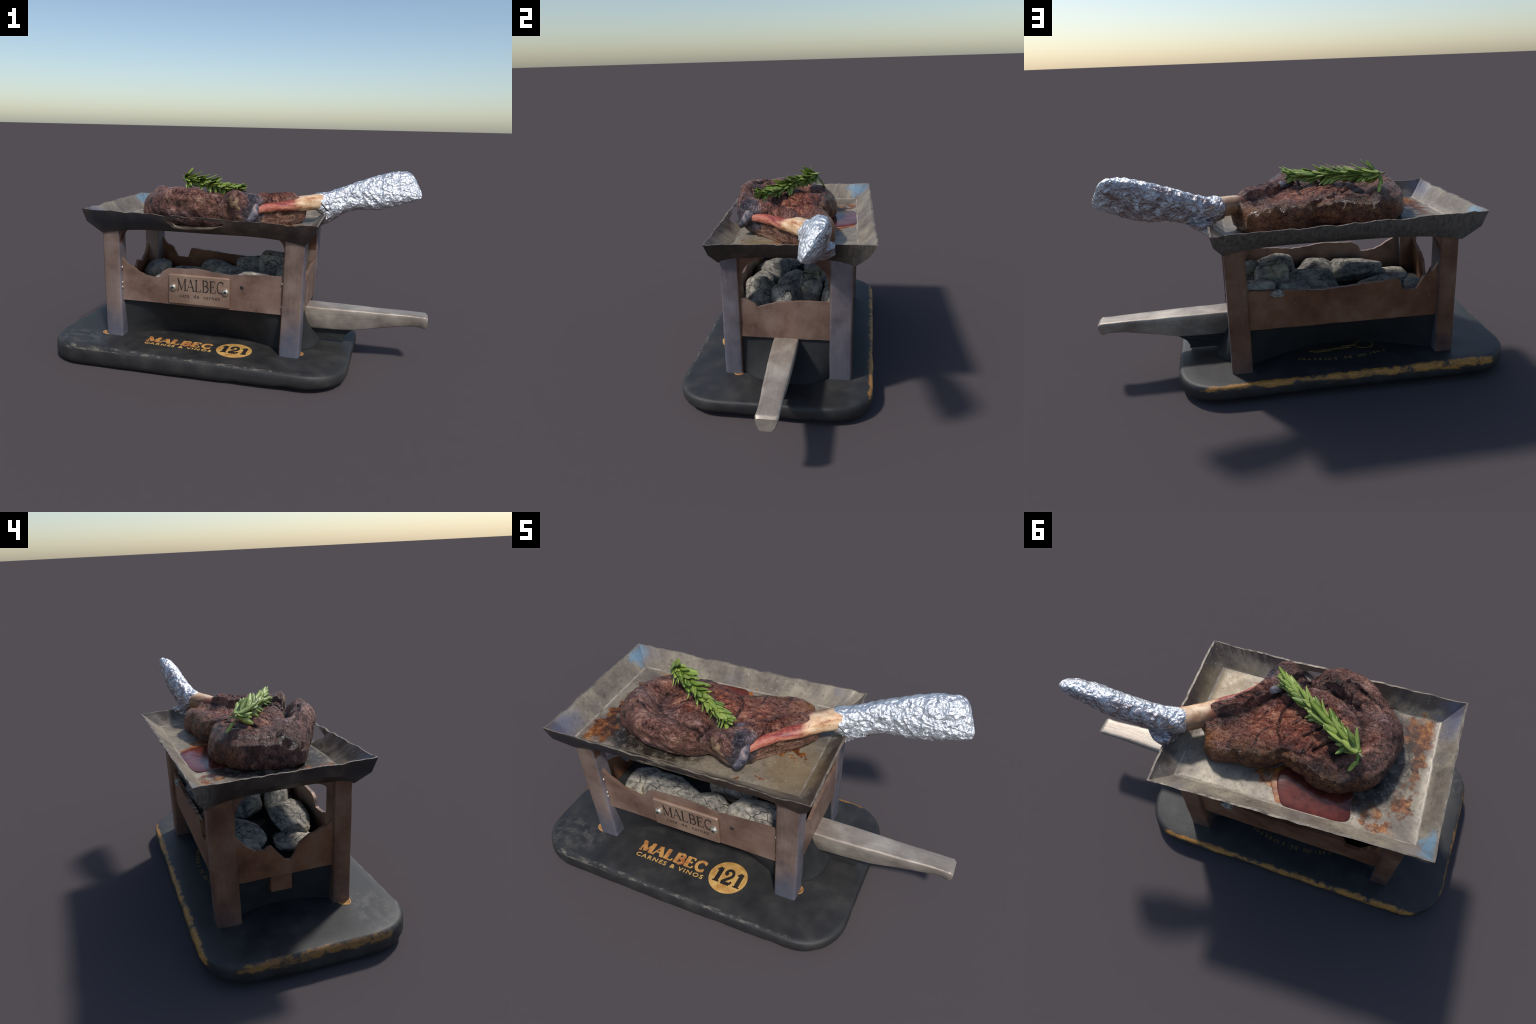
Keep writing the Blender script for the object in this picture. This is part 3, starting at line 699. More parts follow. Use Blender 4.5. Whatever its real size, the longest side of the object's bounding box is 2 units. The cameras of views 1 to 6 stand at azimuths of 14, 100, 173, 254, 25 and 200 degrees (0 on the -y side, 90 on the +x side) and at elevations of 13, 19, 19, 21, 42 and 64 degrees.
# ---- tray
RIM = [(-0.792, -0.349, 0.819), (0.438, -0.319, 0.797), (0.419, 0.472, 0.808), (-0.814, 0.429, 0.826)]
FLO = [(-0.708, -0.266, 0.740), (0.354, -0.226, 0.738), (0.339, 0.384, 0.742), (-0.736, 0.352, 0.744)]
OUT = [(-0.716, -0.282, 0.690), (0.370, -0.268, 0.690), (0.366, 0.374, 0.690), (-0.724, 0.372, 0.685)]
def tray():
    NS = (150, 90, 150, 90)
    def ring(c, sag=0.0):
        pts = []
        for i in range(4):
            a, b = Vector(c[i]), Vector(c[(i+1) % 4])
            for k in range(NS[i]):
                p = a.lerp(b, k/NS[i])
                if sag: p.z += sag*(1 - abs(2*k/NS[i]-1)**4)
                pts.append(p)
        return pts
    ctr = Vector((-0.185, 0.05, 0))
    grow = lambda P, d, dz: [p + Vector((p.x-ctr.x, p.y-ctr.y, 0)).normalized()*d + Vector((0, 0, dz)) for p in P]
    scale = lambda P, s, z: [Vector((ctr.x + (p.x-ctr.x)*s, ctr.y + (p.y-ctr.y)*s, z + 0.002*fbm((p.x*s, p.y*s, 1), 5, 3))) for p in P]
    rim, flo, out = ring(RIM), ring(FLO), ring(OUT, 0.032)
    ragged = []
    for i, p in enumerate(rim):
        e = fbm((p.x, p.y, 0), 14, 3, 2.2)
        step = 0.022*abs(fbm((p.x, p.y, 3), 9, 3, 5.1))**1.2 + 0.002*fbm((p.x, p.y, 8), 40, 2)
        ragged.append(p + Vector((p.x-ctr.x, p.y-ctr.y, 0)).normalized()*(0.006*e) + Vector((0, 0, 0.004 - step*1.1 + 0.005*e)))
    rim_in = grow(ragged, -0.010, 0.0)
    mid_in = [a.lerp(b, 0.5) + Vector((0, 0, -0.003 + 0.003*fbm((a.x, a.y, 2), 4, 2))) for a, b in zip(flo, rim_in)]
    mid_out = [a.lerp(b, 0.55) + Vector((a.x-ctr.x, a.y-ctr.y, 0)).normalized()*(0.022 if a.x < -0.70 else 0.012) + Vector((0, 0, -0.008 + 0.004*fbm((a.x, a.y, 5), 8, 3))) for a, b in zip(out, ragged)]
    crease_a, crease_b = grow(flo, -0.005, 0.0), grow(flo, 0.004, 0.004)
    rings = [scale(flo, s, 0.7400) for s in (0.02, 0.3, 0.6, 0.8, 0.93)] + [crease_a, crease_b, mid_in, rim_in, ragged, mid_out, out]
    rings += [scale(out, s, 0.714) for s in (0.9, 0.6, 0.3, 0.02)]
    v, f = rings_mesh(rings)
    n = sum(NS); fm = []
    for i in range(len(rings)-1):
        m = 0 if i < 5 else (2 if i == 5 else (0 if i < 8 else (3 if i == 8 else 1)))
        for j in range(n):
            mm = m
            if m == 2:   # only parts of the crease are rubbed bright
                p = flo[j]
                mm = 2
            fm.append(mm)
    fm += [0, 1]
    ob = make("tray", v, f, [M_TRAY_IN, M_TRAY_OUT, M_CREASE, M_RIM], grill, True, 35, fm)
    # burnt-through opening in the front wall, below the rim
    bm = bmesh.new(); bmesh.ops.create_uvsphere(bm, u_segments=40, v_segments=20, radius=1.0)
    for w in bm.verts:
        a = math.atan2(w.co.z, w.co.x)
        k = 1 + 0.10*math.sin(3*a+1) + 0.06*math.sin(5*a)
        w.co = Vector((-0.195 + w.co.x*0.150*k, -0.300 + w.co.y*0.12, 0.773 + w.co.z*0.033*k))
    cm = bpy.data.meshes.new("opening_cutter"); bm.to_mesh(cm); bm.free()
    cut = bpy.data.objects.new("opening_cutter", cm); bpy.context.scene.collection.objects.link(cut)
    md = ob.modifiers.new("opening", "BOOLEAN"); md.object = cut; md.operation = "DIFFERENCE"; md.solver = "EXACT"
    dg = bpy.context.evaluated_depsgraph_get()
    me = bpy.data.meshes.new_from_object(ob.evaluated_get(dg))
    ob.modifiers.clear(); ob.data = me; bpy.data.objects.remove(cut)
tray()

# juice pooled behind the steak
def juice():
    edge = [(-0.10, 0.20), (-0.095, 0.26), (-0.125, 0.325), (-0.16, 0.368), (-0.22, 0.378), (-0.30, 0.366), (-0.37, 0.362), (-0.42, 0.352), (-0.445, 0.325), (-0.43, 0.27), (-0.42, 0.20), (-0.30, 0.16), (-0.18, 0.16)]
    n = len(edge); pts = []
    for i in range(n):
        p0, p1, p2, p3 = [Vector(edge[(i+k-1) % n]) for k in range(4)]
        for k in range(6):
            t = k/6
            pts.append(0.5*((2*p1) + (p2-p0)*t + (2*p0-5*p1+4*p2-p3)*t*t + (3*p1-p0-3*p2+p3)*t**3))
    c = Vector((-0.27, 0.27)); rings = []
    for s, z in ((1.0, 0.737), (1.0, 0.7415), (0.985, 0.7434), (0.95, 0.7446), (0.7, 0.745), (0.4, 0.745), (0.05, 0.745)):
        rings.append([(c.x+(p.x-c.x)*s + 0.004*fbm((p.x, p.y, 0), 30, 2), c.y+(p.y-c.y)*s, z + (0.0016*fbm((p.x*s, p.y*s, 2), 14, 3) if s < 0.95 else 0)) for p in pts])
    v, f = rings_mesh(rings)
    make("juice_pool", v, f, M_JUICE, grill)
    # a dried amber rim round the pool
    rings = []
    for s, z in ((1.03, 0.738), (1.03, 0.7412), (1.01, 0.7420), (0.6, 0.7420)):
        rings.append([(c.x+(p.x-c.x)*s*(1+0.16*fbm((p.x, p.y, 3), 12, 3)) + 0.014, min(0.374, c.y+(p.y-c.y)*s*(1+0.04*fbm((p.x, p.y, 7), 16, 3))), z) for p in pts])
    v, f = rings_mesh(rings)
    make("juice_rim", v, f, M_AMBER, grill)
juice()

# =================================================================== CHARCOAL
def lump(x0, x1, y0, y1, z0, z1, yaw=0.0, box_k=3.0, seed=0.0, tilt=0.0):
    bm = bmesh.new(); bmesh.ops.create_icosphere(bm, subdivisions=5, radius=1.0)
    c = Vector(((x0+x1)/2, (y0+y1)/2, (z0+z1)/2)); h = Vector(((x1-x0)/2, (y1-y0)/2, (z1-z0)/2))
    R = Matrix.Rotation(math.radians(yaw), 3, "Z") @ Matrix.Rotation(math.radians(tilt), 3, "Y")
    vs = []
    lr = random.Random(int(seed*10)+5)
    cuts = [(Vector((lr.gauss(0, 1), lr.gauss(0, 1), lr.gauss(0, 1))).normalized(), lr.uniform(0.74, 1.0)) for _ in range(13)]
    for v in bm.verts:
        d = v.co.normalized()
        k = (abs(d.x)**box_k + abs(d.y)**box_k + abs(d.z)**box_k) ** (-1/box_k)
        for pn, pd in cuts:                       # broken faces
            if d.dot(pn) > 0.05: k = min(k, pd/d.dot(pn))
        p = Vector((d.x*k*h.x, d.y*k*h.y, d.z*k*h.z))
        q = p + c
        cell = noise.voronoi(q*11 + Vector((seed, seed, seed)))[0]
        s = 1.07 + 0.10*fbm(q, 6, 4, seed) + 0.08*fbm(q, 24, 3, seed+3) - 0.04*max(0.0, 0.10-(cell[1]-cell[0]))/0.10
        vs.append(R @ (p*s) + c)
    fs = [[v.index for v in f.verts] for f in bm.faces]; bm.free()
    ob = make("charcoal_lump", vs, fs, M_ASH, None)
    ob["label"] = "irregular grey ash-covered lump of charcoal"; ob["category"] = "charcoal"
LUMPS = [
    (-0.50, -0.17, -0.205, -0.03, 0.34, 0.450, -8, 2.6, 0), (-0.24, -0.03, -0.212, -0.06, 0.34, 0.458, -14, 2.6, 0),
    (-0.01, 0.245, -0.200, -0.03, 0.34, 0.500, 2, 4.5, 0), (0.05, 0.21, 0.08, 0.20, 0.35, 0.565, 6, 2.8, 0),
    (0.11, 0.32, 0.21, 0.330, 0.34, 0.515, 3, 3.0, 0), (-0.11, 0.13, 0.21, 0.330, 0.34, 0.512, 3, 4.0, 0),
    (-0.33, -0.11, 0.17, 0.320, 0.34, 0.452, -5, 2.8, 8), (-0.54, -0.30, 0.06, 0.22, 0.34, 0.432, 12, 2.8, -8),
    (-0.68, -0.53, 0.12, 0.29, 0.34, 0.440, 0, 3.0, 0), (0.16, 0.33, -0.03, 0.10, 0.34, 0.525, 20, 4.0, 0),
    (-0.22, 0.04, -0.04, 0.14, 0.34, 0.470, -10, 2.8, 0), (-0.64, -0.42, -0.16, 0.02, 0.34, 0.395, 18, 3.0, 0),
]
for i, L in enumerate(LUMPS): lump(*L[:6], L[6], L[7], i*3.7, L[8])
lump(0.10, 0.165, 0.325, 0.362, 0.462, 0.498, 0, 2.5, 50.0)

# =================================================================== STEAK
steak = thing("rib_steak", (-0.15, 0.03, 0.757), "thick charred bone-in rib steak with foil-wrapped bone", "steak")
C0 = Vector((-0.13, 0.015))
TOPL = [(0.29, 0.112), (0.262, 0.066), (0.21, 0.036), (0.13, -0.054), (0.106, -0.115), (0.084, -0.175), (0.045, -0.215), (0.012, -0.236), (-0.045, -0.214), (-0.09, -0.202), (-0.128, -0.23), (-0.165, -0.268),
        (-0.195, -0.288), (-0.24, -0.288), (-0.305, -0.269), (-0.36, -0.256), (-0.396, -0.234), (-0.449, -0.18), (-0.503, -0.13), (-0.533, -0.06), (-0.538, 0.02), (-0.523, 0.08), (-0.493, 0.13), (-0.439, 0.18),
        (-0.369, 0.212), (-0.28, 0.212), (-0.2, 0.188), (-0.13, 0.172), (-0.08, 0.176), (0, 0.216), (0.09, 0.232), (0.17, 0.248), (0.222, 0.238), (0.252, 0.195), (0.285, 0.155)]
MIDL = [(0.31, 0.11), (0.255, 0.045), (0.192, 0.008), (0.128, -0.065), (0.1, -0.13), (0.082, -0.2), (0.055, -0.232), (0.01, -0.226), (-0.05, -0.196), (-0.09, -0.19), (-0.13, -0.212), (-0.19, -0.252),
        (-0.25, -0.256), (-0.31, -0.25), (-0.369, -0.24), (-0.413, -0.214), (-0.477, -0.175), (-0.546, -0.125), (-0.564, -0.06), (-0.554, 0.01), (-0.544, 0.06), (-0.523, 0.13), (-0.468, 0.192), (-0.411, 0.224),
        (-0.333, 0.248), (-0.26, 0.242), (-0.19, 0.212), (-0.132, 0.198), (-0.096, 0.195), (0.004, 0.238), (0.11, 0.25), (0.202, 0.27), (0.25, 0.24), (0.276, 0.17), (0.3, 0.15)]
BOTL = [(0.3, 0.13), (0.254, 0.044), (0.201, -0.006), (0.161, -0.046), (0.111, -0.106), (0.094, -0.136), (0.055, -0.165), (0.005, -0.158), (-0.06, -0.148), (-0.092, -0.142), (-0.132, -0.166), (-0.19, -0.182),
        (-0.25, -0.188), (-0.31, -0.192), (-0.385, -0.192), (-0.422, -0.18), (-0.477, -0.155), (-0.538, -0.115), (-0.558, -0.06), (-0.55, 0), (-0.538, 0.055), (-0.516, 0.12), (-0.461, 0.18), (-0.41, 0.212),
        (-0.328, 0.236), (-0.254, 0.23), (-0.186, 0.2), (-0.127, 0.188), (-0.091, 0.185), (0.008, 0.228), (0.114, 0.24), (0.206, 0.26), (0.256, 0.23), (0.285, 0.16), (0.298, 0.145)]
def polar(pts):
    a = sorted((math.atan2(y-C0.y, x-C0.x), math.hypot(x-C0.x, y-C0.y)) for x, y in pts)
    a = [(t-2*math.pi, r) for t, r in a[-3:]] + a + [(t+2*math.pi, r) for t, r in a[:3]]
    return np.array([p[0] for p in a]), np.array([p[1] for p in a])
PT, PM, PB = polar(TOPL), polar(MIDL), polar(BOTL)
def smooth_r(tab, th):
    acc = 0.0
    for d, w in ((-0.03, 1), (-0.015, 2), (0, 3), (0.015, 2), (0.03, 1)):
        acc += w*np.interp(th+d, *tab)
    return acc/9
# control heights of the upper surface: muscle crests, grooves, rim
HP = np.array([
 (0.3,0.12,0.895),(0.23,0.075,0.905),(0.15,0.02,0.906),(0.09,-0.05,0.91),(0.05,-0.116,0.91),(0.07,-0.18,0.915),(0.02,-0.215,0.943),(-0.03,-0.19,0.936),(-0.03,-0.14,0.9),(-0.088,-0.19,0.891),(-0.128,-0.22,0.912),
 (-0.19,-0.27,0.932),(-0.25,-0.27,0.938),(-0.31,-0.26,0.936),(-0.4,-0.22,0.926),(-0.452,-0.16,0.918),(-0.512,-0.1,0.902),(-0.532,0,0.892),(-0.517,0.07,0.882),(-0.452,0.165,0.878),(-0.36,0.205,0.878),(-0.26,0.2,0.876),
 (-0.15,0.17,0.874),(-0.08,0.17,0.855),(0,0.205,0.858),(0.09,0.225,0.862),(0.18,0.235,0.862),(0.25,0.19,0.858),(-0.2,-0.22,0.944),(-0.31,-0.2,0.944),(-0.4,-0.15,0.938),(-0.452,-0.07,0.928),(-0.472,0.02,0.916),
 (-0.442,0.09,0.904),(-0.38,0.155,0.9),(-0.15,-0.17,0.896),(-0.24,-0.155,0.89),(-0.33,-0.11,0.876),(-0.385,-0.04,0.864),(-0.395,0.03,0.868),(-0.36,0.085,0.874),(-0.29,0.14,0.88),(-0.143,-0.119,0.912),(-0.25,-0.06,0.9),
 (-0.2,-0.01,0.896),(-0.3,0.02,0.894),(-0.25,0.08,0.898),(-0.16,0.06,0.896),(-0.11,-0.02,0.891),(-0.09,0.08,0.891),(-0.16,0.13,0.894),(-0.05,-0.08,0.872),(-0.025,0,0.866),(-0.03,0.08,0.868),(-0.06,0.14,0.866),
 (0.03,-0.04,0.872),(0.02,0.05,0.872),(0.04,0.15,0.866),(0.1,0.11,0.852),(0.17,0.16,0.846),(0.2,0.205,0.856),(0.11,0.195,0.862),(0.1,0.03,0.86),(0.2,0.11,0.848)])
D = np.linalg.norm(HP[:, None, :2] - HP[None, :, :2], axis=2)
PHI = lambda d: np.sqrt(d*d + 0.02**2)
WTS = np.linalg.solve(PHI(D) + 1e-3*np.eye(len(HP)), HP[:, 2] - 0.9)
def top_height(X, Y):
    d = np.sqrt((X[:, None]-HP[None, :, 0])**2 + (Y[:, None]-HP[None, :, 1])**2)
    return 0.9 + PHI(d) @ WTS

def groove_depth(x, y):
    tot = 0.0
    for pts, dep, wid in GROOVES:
        best = 1.0
        for (ax, ay), (bx, by) in zip(pts, pts[1:]):
            ex, ey = bx-ax, by-ay
            t = max(0.0, min(1.0, ((x-ax)*ex+(y-ay)*ey)/(ex*ex+ey*ey)))
            best = min(best, math.hypot(x-ax-t*ex, y-ay-t*ey))
        if best < wid*2.5: tot = max(tot, dep*math.exp(-(best/wid)**2))
    return tot
def build_meat():
    N = 600; th = np.linspace(-math.pi, math.pi, N, endpoint=False)
    rt, rm, rb = smooth_r(PT, th), smooth_r(PM, th), smooth_r(PB, th)
    rings = []
    ux, uy = np.cos(th), np.sin(th)
    zb = 0.7385
    for s in (0.05, 0.5, 0.9):
        rings.append(np.stack([C0.x+ux*rb*s, C0.y+uy*rb*s, np.full(N, zb)], 1))
    edge_z = top_height(C0.x+ux*rt, C0.y+uy*rt)
    ns = 26
    for k in range(ns+1):
        t = k/ns
        r = rb*(1-t)*(1-2*t) + 4*rm*t*(1-t) + rt*t*(2*t-1)
        tuck = 0.012*max(0, 0.15-t)/0.15 + 0.016*(max(0, t-0.8)/0.2)**2
        z = zb + (edge_z-0.006-zb)*t
        rings.append(np.stack([C0.x+ux*(r-tuck), C0.y+uy*(r-tuck), z], 1))
    for s in np.concatenate([np.linspace(0.975, 0.06, 100), [0.015]]):
        r = (rt-0.016)*s
        X, Y = C0.x+ux*r, C0.y+uy*r
        Z = top_height(X, Y)
        rings.append(np.stack([X, Y, Z - 0.006*max(0.0, (s-0.9)/0.1)], 1))
    P = np.concatenate(rings); nr = len(rings)
    # outward direction from finite differences of the ring grid
    G = P.reshape(nr, N, 3)
    du = np.roll(G, -1, 1) - np.roll(G, 1, 1)
    dv = np.gradient(G, axis=0)
    nm = np.cross(du, dv); nm /= np.linalg.norm(nm, axis=2, keepdims=True) + 1e-9
    nm = nm.reshape(-1, 3)
    ca, sa = math.cos(math.radians(47)), math.sin(math.radians(47))
    out = []
    for p, n in zip(P, nm):
        if p[2] < zb + 0.004: out.append(p); continue
        a, b = p[0]*ca + p[1]*sa, -p[0]*sa + p[1]*ca         # along / across the muscle fibre
        top = sstep(0.86, 0.89, p[2])
        fibre = 1 - abs(fbm((a*0.35, b, p[2]*0.6), 19, 3, 2.0))*2.2
        lump_ = fbm(p, 9, 4, 1.0); fine = fbm(p, 34, 3, 4.0)
        wr = abs(fbm((p[0], p[1], p[2]*0.8), 11, 2, 8.0))
        cleft = max(0.0, 1 - abs(fbm((a*0.3, b, 0.0), 8, 2, 6.0))/0.05)*top
        gd = groove_depth(p[0] + 0.012*fbm(p, 14, 2, 5), p[1] + 0.012*fbm(p, 14, 2, 9))*top if top > 0.01 else 0.0
        vein = abs(fbm((a*0.3, b, p[2]*0.5), 24, 2, 12.0))
        d = 0.011*lump_ + 0.0025*fine - 0.016*wr - 0.007*vein + 0.005*(fibre-0.6)*top + 0.006 - 0.004*cleft - gd
        out.append(p + n*d)
    out = np.array(out)
    v, f = rings_mesh([out[i*N:(i+1)*N] for i in range(nr)])
    return make("meat", v, f, M_MEAT, steak)
build_meat()

def tube(name, st, mat, N=44, amp=0.004, fr=20, seed=0.0, sub=8, parent=steak, square=2.4, crumple=None, caps=True):
    """Loft through stations (centre, half-height vector, half-width)."""
    dense = []
    n = len(st)
    for i in range(n-1):
        for k in range(sub):
            t = k/sub
            q = [st[max(i-1,0)], st[i], st[i+1], st[min(i+2,n-1)]]
            cr = lambda p0, p1, p2, p3: 0.5*((2*p1)+(p2-p0)*t+(2*p0-5*p1+4*p2-p3)*t*t+(3*p1-p0-3*p2+p3)*t**3)
            dense.append((cr(*[Vector(s[0]) for s in q]), cr(*[Vector(s[1]) for s in q]), max(0.0015, cr(*[s[2] for s in q]))))
    dense.append((Vector(st[-1][0]), Vector(st[-1][1]), st[-1][2]))
    rings = []
    for i, (c, h, w) in enumerate(dense):
        d = (dense[min(i+1, len(dense)-1)][0] - dense[max(i-1, 0)][0]).normalized()
        side = d.cross(h).normalized()
        r = []
        for k in range(N):
            a = 2*math.pi*k/N
            ca, sa = math.cos(a), math.sin(a)
            e = 2/square
            p = c + h*(abs(sa)**e*(1 if sa >= 0 else -1)) + side*(w*abs(ca)**e*(1 if ca >= 0 else -1))
            o = (p-c).normalized()
            dd = amp*fbm(p, fr, 4, seed)
            if crumple: dd += crumple(p)
            r.append(p + o*dd)
        rings.append(r)
    v, f = rings_mesh(rings, caps, caps)
    return make(name, v, f, mat, parent)

# rib bone, running from the charred knuckle into the foil
tube("rib_bone", [((0.062, -0.165, 0.836), (0, 0, 0.020), 0.020), ((0.082, -0.124, 0.838), (0, 0, 0.023), 0.038), ((0.126, -0.063, 0.842), (0, 0, 0.024), 0.040), ((0.179, -0.006, 0.845), (0, 0, 0.025), 0.040),
                  ((0.236, 0.043, 0.849), (0, 0, 0.030), 0.043), ((0.285, 0.104, 0.853), (-0.004, 0, 0.040), 0.050), ((0.345, 0.152, 0.858), (-0.01, 0, 0.042), 0.054), ((0.42, 0.190, 0.868), (-0.02, 0, 0.036), 0.045), ((0.50, 0.205, 0.885), (-0.02, 0, 0.03), 0.03)],
     M_BONE, amp=0.006, fr=18, seed=3.0)
tube("knuckle", [((0.030, -0.080, 0.880), (-0.010, 0.010, 0.020), 0.026), ((0.052, -0.108, 0.874), (-0.014, 0.018, 0.034), 0.034), ((0.066, -0.146, 0.858), (-0.016, 0.02, 0.050), 0.036), ((0.072, -0.180, 0.842), (-0.012, 0.02, 0.058), 0.034), ((0.074, -0.206, 0.820), (0, 0.012, 0.040), 0.024), ((0.074, -0.220, 0.806), (0, 0.006, 0.014), 0.01)],
     M_KNUCKLE, amp=0.010, fr=22, seed=5.0)
tube("cartilage", [((-0.045, -0.192, 0.885), (0, 0, 0.014), 0.010), ((-0.020, -0.206, 0.884), (0, 0, 0.032), 0.022), ((0.012, -0.217, 0.884), (0, 0, 0.042), 0.024), ((0.038, -0.208, 0.874), (0, 0, 0.034), 0.018), ((0.055, -0.200, 0.870), (0, 0, 0.012), 0.008)],
     M_CART, amp=0.010, fr=24, seed=9.0)

# ---- aluminium foil wrapped round the bone
def crumple(p):
    c = noise.voronoi(Vector(p)*30)[0]; d = noise.voronoi(Vector(p)*62 + Vector((4, 2, 7)))[0]
    return 0.0060*(c[0]*1.6-0.55) + 0.0035*(d[0]*1.6-0.5) - 0.006*abs(fbm(p, 20, 3, 6.0))
def foil():
    TB = [((0.362, 0.176, 0.882), (0.425, 0.174, 0.822), 0.048), ((0.345, 0.178, 0.894), (0.432, 0.174, 0.806), 0.055), ((0.372, 0.183, 0.901), (0.452, 0.176, 0.804), 0.053), ((0.430, 0.200, 0.914), (0.495, 0.192, 0.798), 0.051),
          ((0.520, 0.224, 0.947), (0.588, 0.201, 0.824), 0.051), ((0.630, 0.244, 0.991), (0.698, 0.198, 0.832), 0.051), ((0.742, 0.258, 1.024), (0.800, 0.192, 0.860), 0.045),
          ((0.815, 0.266, 1.032), (0.870, 0.190, 0.884), 0.036), ((0.852, 0.268, 1.027), (0.905, 0.192, 0.897), 0.024), ((0.873, 0.265, 1.012), (0.920, 0.198, 0.912), 0.010), ((0.880, 0.260, 1.000), (0.920, 0.207, 0.927), 0.004)]
    st = [(tuple((Vector(a)+Vector(b))/2), tuple((Vector(a)-Vector(b))/2), w) for a, b, w in TB]
    tube("foil_wrap", st, M_FOIL, N=130, amp=0.006, fr=9, seed=2.0, sub=16, square=2.5, crumple=crumple)
    # loose foil hanging from the wrap onto the tray rim
    prof = [(0.395, 0.818), (0.46, 0.812), (0.530, 0.806), (0.500, 0.786), (0.462, 0.762), (0.425, 0.735), (0.395, 0.724), (0.385, 0.76)]
    n = 14; rings = []
    for k in range(n+1):
        t = k/n; y = 0.135 + 0.15*t
        pinch = 1 - 0.55*(2*t-1)**2
        rings.append([(x*pinch + 0.42*(1-pinch) + 0.006*fbm((x, y, z), 18, 3), y, 0.812 + (z-0.812)*(0.35+0.65*pinch) + 0.006*fbm((x, y, z), 20, 3, 4)) for x, z in prof])
    v, f = rings_mesh(rings)
    make("foil_skirt", v, f, M_FOIL, steak, True, 50)
foil()

# =================================================================== ROSEMARY
rosemary = thing("rosemary_sprig", (-0.2, 0.01, 0.92), "fresh green rosemary sprig with narrow leaves", "herb")
STEM = [Vector((-0.425, 0.151, 0.968)), Vector((-0.36, 0.105, 0.962)), Vector((-0.286, 0.053, 0.955)), Vector((-0.20, 0.0, 0.948)), Vector((-0.12, -0.048, 0.942)), Vector((-0.04, -0.098, 0.944)), Vector((0.0, -0.12, 0.948))]
def on_stem(t):
    u = t*(len(STEM)-1); i = min(int(u), len(STEM)-2)
    return STEM[i].lerp(STEM[i+1], u-i)
rings = []
for k in range(31):
    t = k/30; c = on_stem(t); d = (on_stem(min(1, t+0.03))-on_stem(max(0, t-0.03))).normalized()
    s = d.cross(Vector((0, 0, 1))).normalized(); u = s.cross(d); r = 0.0052*(1-0.45*t)
    rings.append([c + s*(r*math.cos(a)) + u*(r*math.sin(a)) for a in [2*math.pi*j/10 for j in range(10)]])
v, f = rings_mesh(rings); make("stem", v, f, M_STEM, rosemary)

def leaf_mesh(name, L, W, curl, twist):
    n, m = 14, 6; top, bot = [], []
    V, F = [], []
    for side in (1, -1):
        for i in range(n+1):
            t = i/n
            w = W*(math.sin(math.pi*min(1, t*0.94+0.06))**0.55)*(1-0.25*t) * (0.35 if i == 0 else 1) * (0.15 if i == n else 1)
            for j in range(m+1):
                s = 2*j/m-1
                y = s*w*0.5
                z = curl*L*t*t + (-0.35*abs(s)**2)*w*0.5 + side*(0.0011*(1-abs(s)**3)) + math.sin(twist*t)*y*0.5
                V.append((t*L, y, z))
    S = (n+1)*(m+1); I = lambda a, i, j: a*S + i*(m+1) + j
    for a in (0, 1):
        for i in range(n):
            for j in range(m): F.append((I(a,i,j), I(a,i+1,j), I(a,i+1,j+1), I(a,i,j+1)))
    for i in range(n):
        for j in (0, m): F.append((I(0,i,j), I(0,i+1,j), I(1,i+1,j), I(1,i,j)))
    for j in range(m):
        for i in (0, n): F.append((I(0,i,j), I(0,i,j+1), I(1,i,j+1), I(1,i,j)))
    me = bpy.data.meshes.new(name); me.from_pydata(V, [], F); me.update()
    bm = bmesh.new(); bm.from_mesh(me); bmesh.ops.remove_doubles(bm, verts=bm.verts, dist=1e-6); bmesh.ops.recalc_face_normals(bm, faces=bm.faces); bm.to_mesh(me); bm.free()
    me.materials.append(M_LEAF); me.shade_smooth()
    return me
LEAVES = [leaf_mesh("rosemary_leaf", 0.086, 0.034, 0.04, 0.6), leaf_mesh("rosemary_leaf", 0.076, 0.037, -0.06, -0.7), leaf_mesh("rosemary_leaf", 0.094, 0.030, 0.06, 0.9), leaf_mesh("rosemary_leaf", 0.068, 0.034, 0.0, 0.2)]
def put_leaf(base, direction, up, mesh, sc=1.0):
    x = direction.normalized(); y = up.cross(x).normalized(); z = x.cross(y)
    ob = bpy.data.objects.new("rosemary_leaf", mesh); bpy.context.scene.collection.objects.link(ob)
    ob.matrix_world = Matrix.Translation(base) @ Matrix((x, y, z)).transposed().to_4x4() @ Matrix.Scale(sc, 4)
    adopt(ob, rosemary)
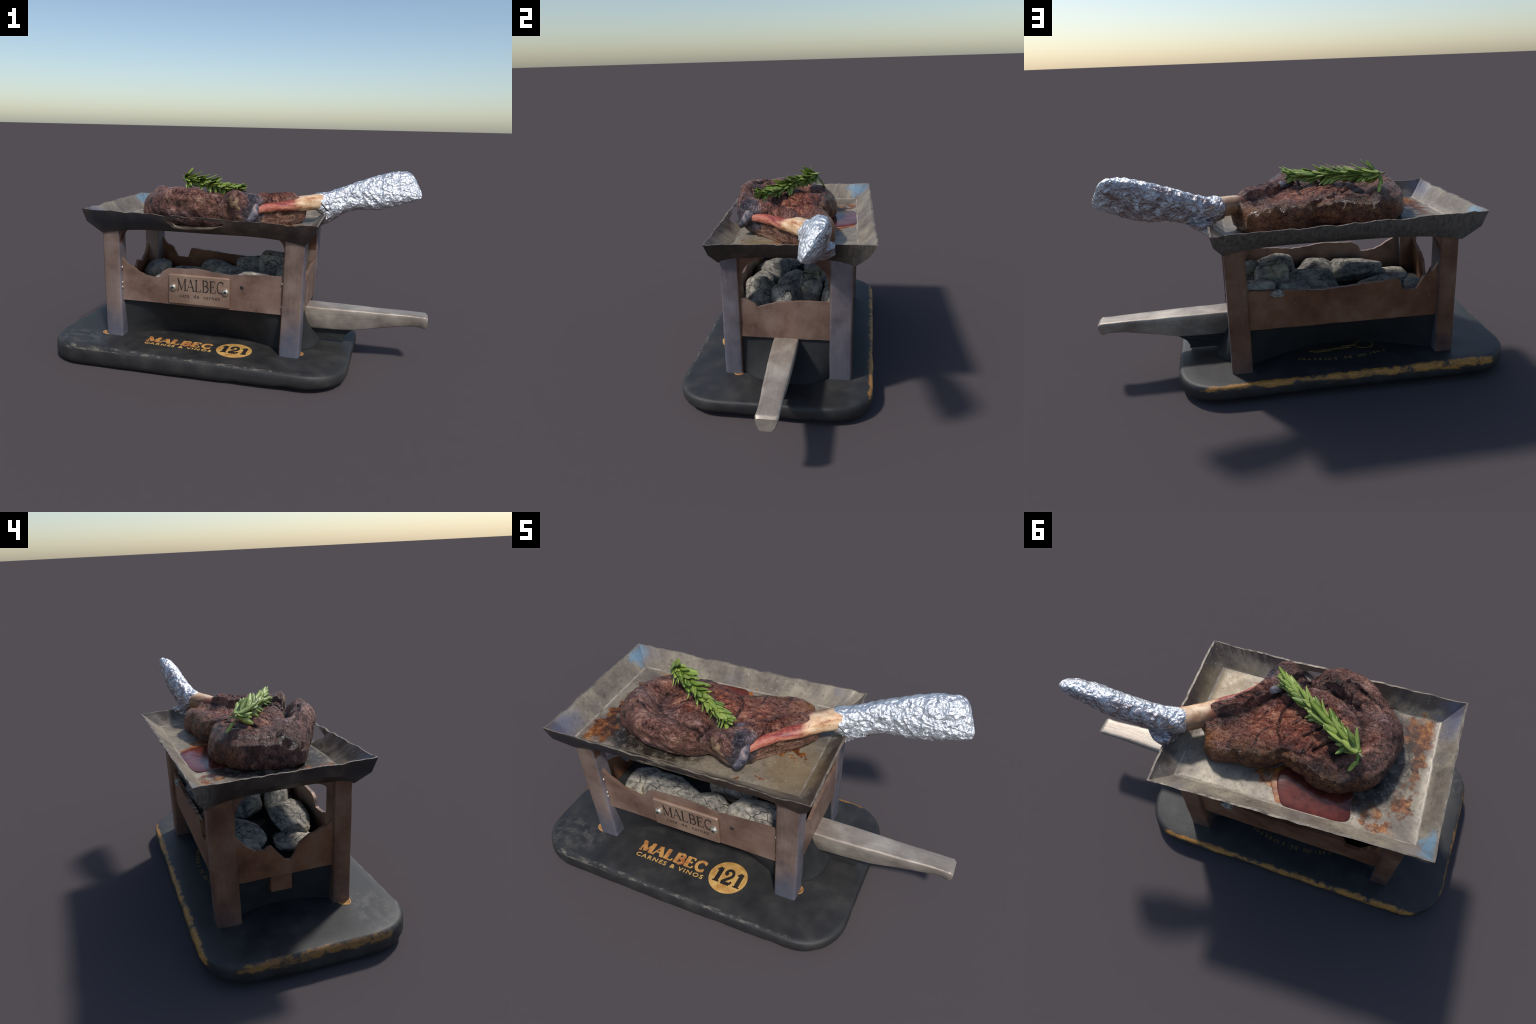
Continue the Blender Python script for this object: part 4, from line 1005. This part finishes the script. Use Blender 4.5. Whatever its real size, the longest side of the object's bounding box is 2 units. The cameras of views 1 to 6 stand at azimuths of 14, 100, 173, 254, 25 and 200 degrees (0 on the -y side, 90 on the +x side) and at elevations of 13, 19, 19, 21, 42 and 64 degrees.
for k in range(150):
    t = 0.05 + 0.90*(k+rng.uniform(-.4, .4))/150
    c = on_stem(t); d = (on_stem(min(1, t+0.05))-on_stem(max(0, t-0.05))).normalized()
    s = d.cross(Vector((0, 0, 1))).normalized(); u = s.cross(d)
    a = k*2.399 + rng.uniform(-0.5, 0.5)
    rad = s*math.cos(a) + u*math.sin(a)*((0.85-0.3*t) if math.sin(a) > 0 else (1.15-0.8*t))
    open_ = rng.uniform(0.20, 0.68)*(1.15-0.75*t)
    direc = d + rad*open_ * 1.1
    put_leaf(c + rad*0.004 + Vector((0, 0, 0.006)), direc + Vector((rng.uniform(-.12,.12), rng.uniform(-.12,.12), rng.uniform(-.08,.08))), (rad*0.6 + Vector((rng.uniform(-.7,.7), rng.uniform(-.7,.7), 1.0))), LEAVES[rng.randrange(4)], rng.uniform(0.62, 1.25)*(1.0 if t < 0.8 else 0.72))
# lower leaves that droop onto the meat
for k in range(54):
    t = 0.06 + 0.86*(k+rng.uniform(-.4, .4))/54
    c = on_stem(t); d = (on_stem(min(1, t+0.05))-on_stem(max(0, t-0.05))).normalized()
    s = d.cross(Vector((0, 0, 1))).normalized()*(1 if k % 2 else -1)
    direc = d*rng.uniform(0.35, 0.9) + s*rng.uniform(0.25, 0.5) - Vector((0, 0, rng.uniform(0.25, 0.6)))
    put_leaf(c - Vector((0, 0, 0.004)), direc, s + Vector((0, 0, 0.5)), LEAVES[rng.randrange(4)], rng.uniform(0.6, 0.95))
# single leaves that stand apart at the cut end
put_leaf(Vector((-0.385, 0.118, 0.968)), Vector((0.045, -0.026, 0.066)), Vector((0.4, 0.5, 0.2)), LEAVES[2], 0.75)
put_leaf(Vector((-0.40, 0.13, 0.965)), Vector((-0.01, 0.035, -0.05)), Vector((0, 1, 0.3)), LEAVES[2], 0.65)
put_leaf(Vector((-0.405, 0.155, 0.935)), Vector((0.025, 0.038, -0.066)), Vector((-0.5, 0.6, 0.3)), LEAVES[2], 0.9)
put_leaf(Vector((-0.36, 0.10, 0.96)), Vector((0.05, 0.055, -0.03)), Vector((0, 0.3, 1)), LEAVES[0], 0.9)
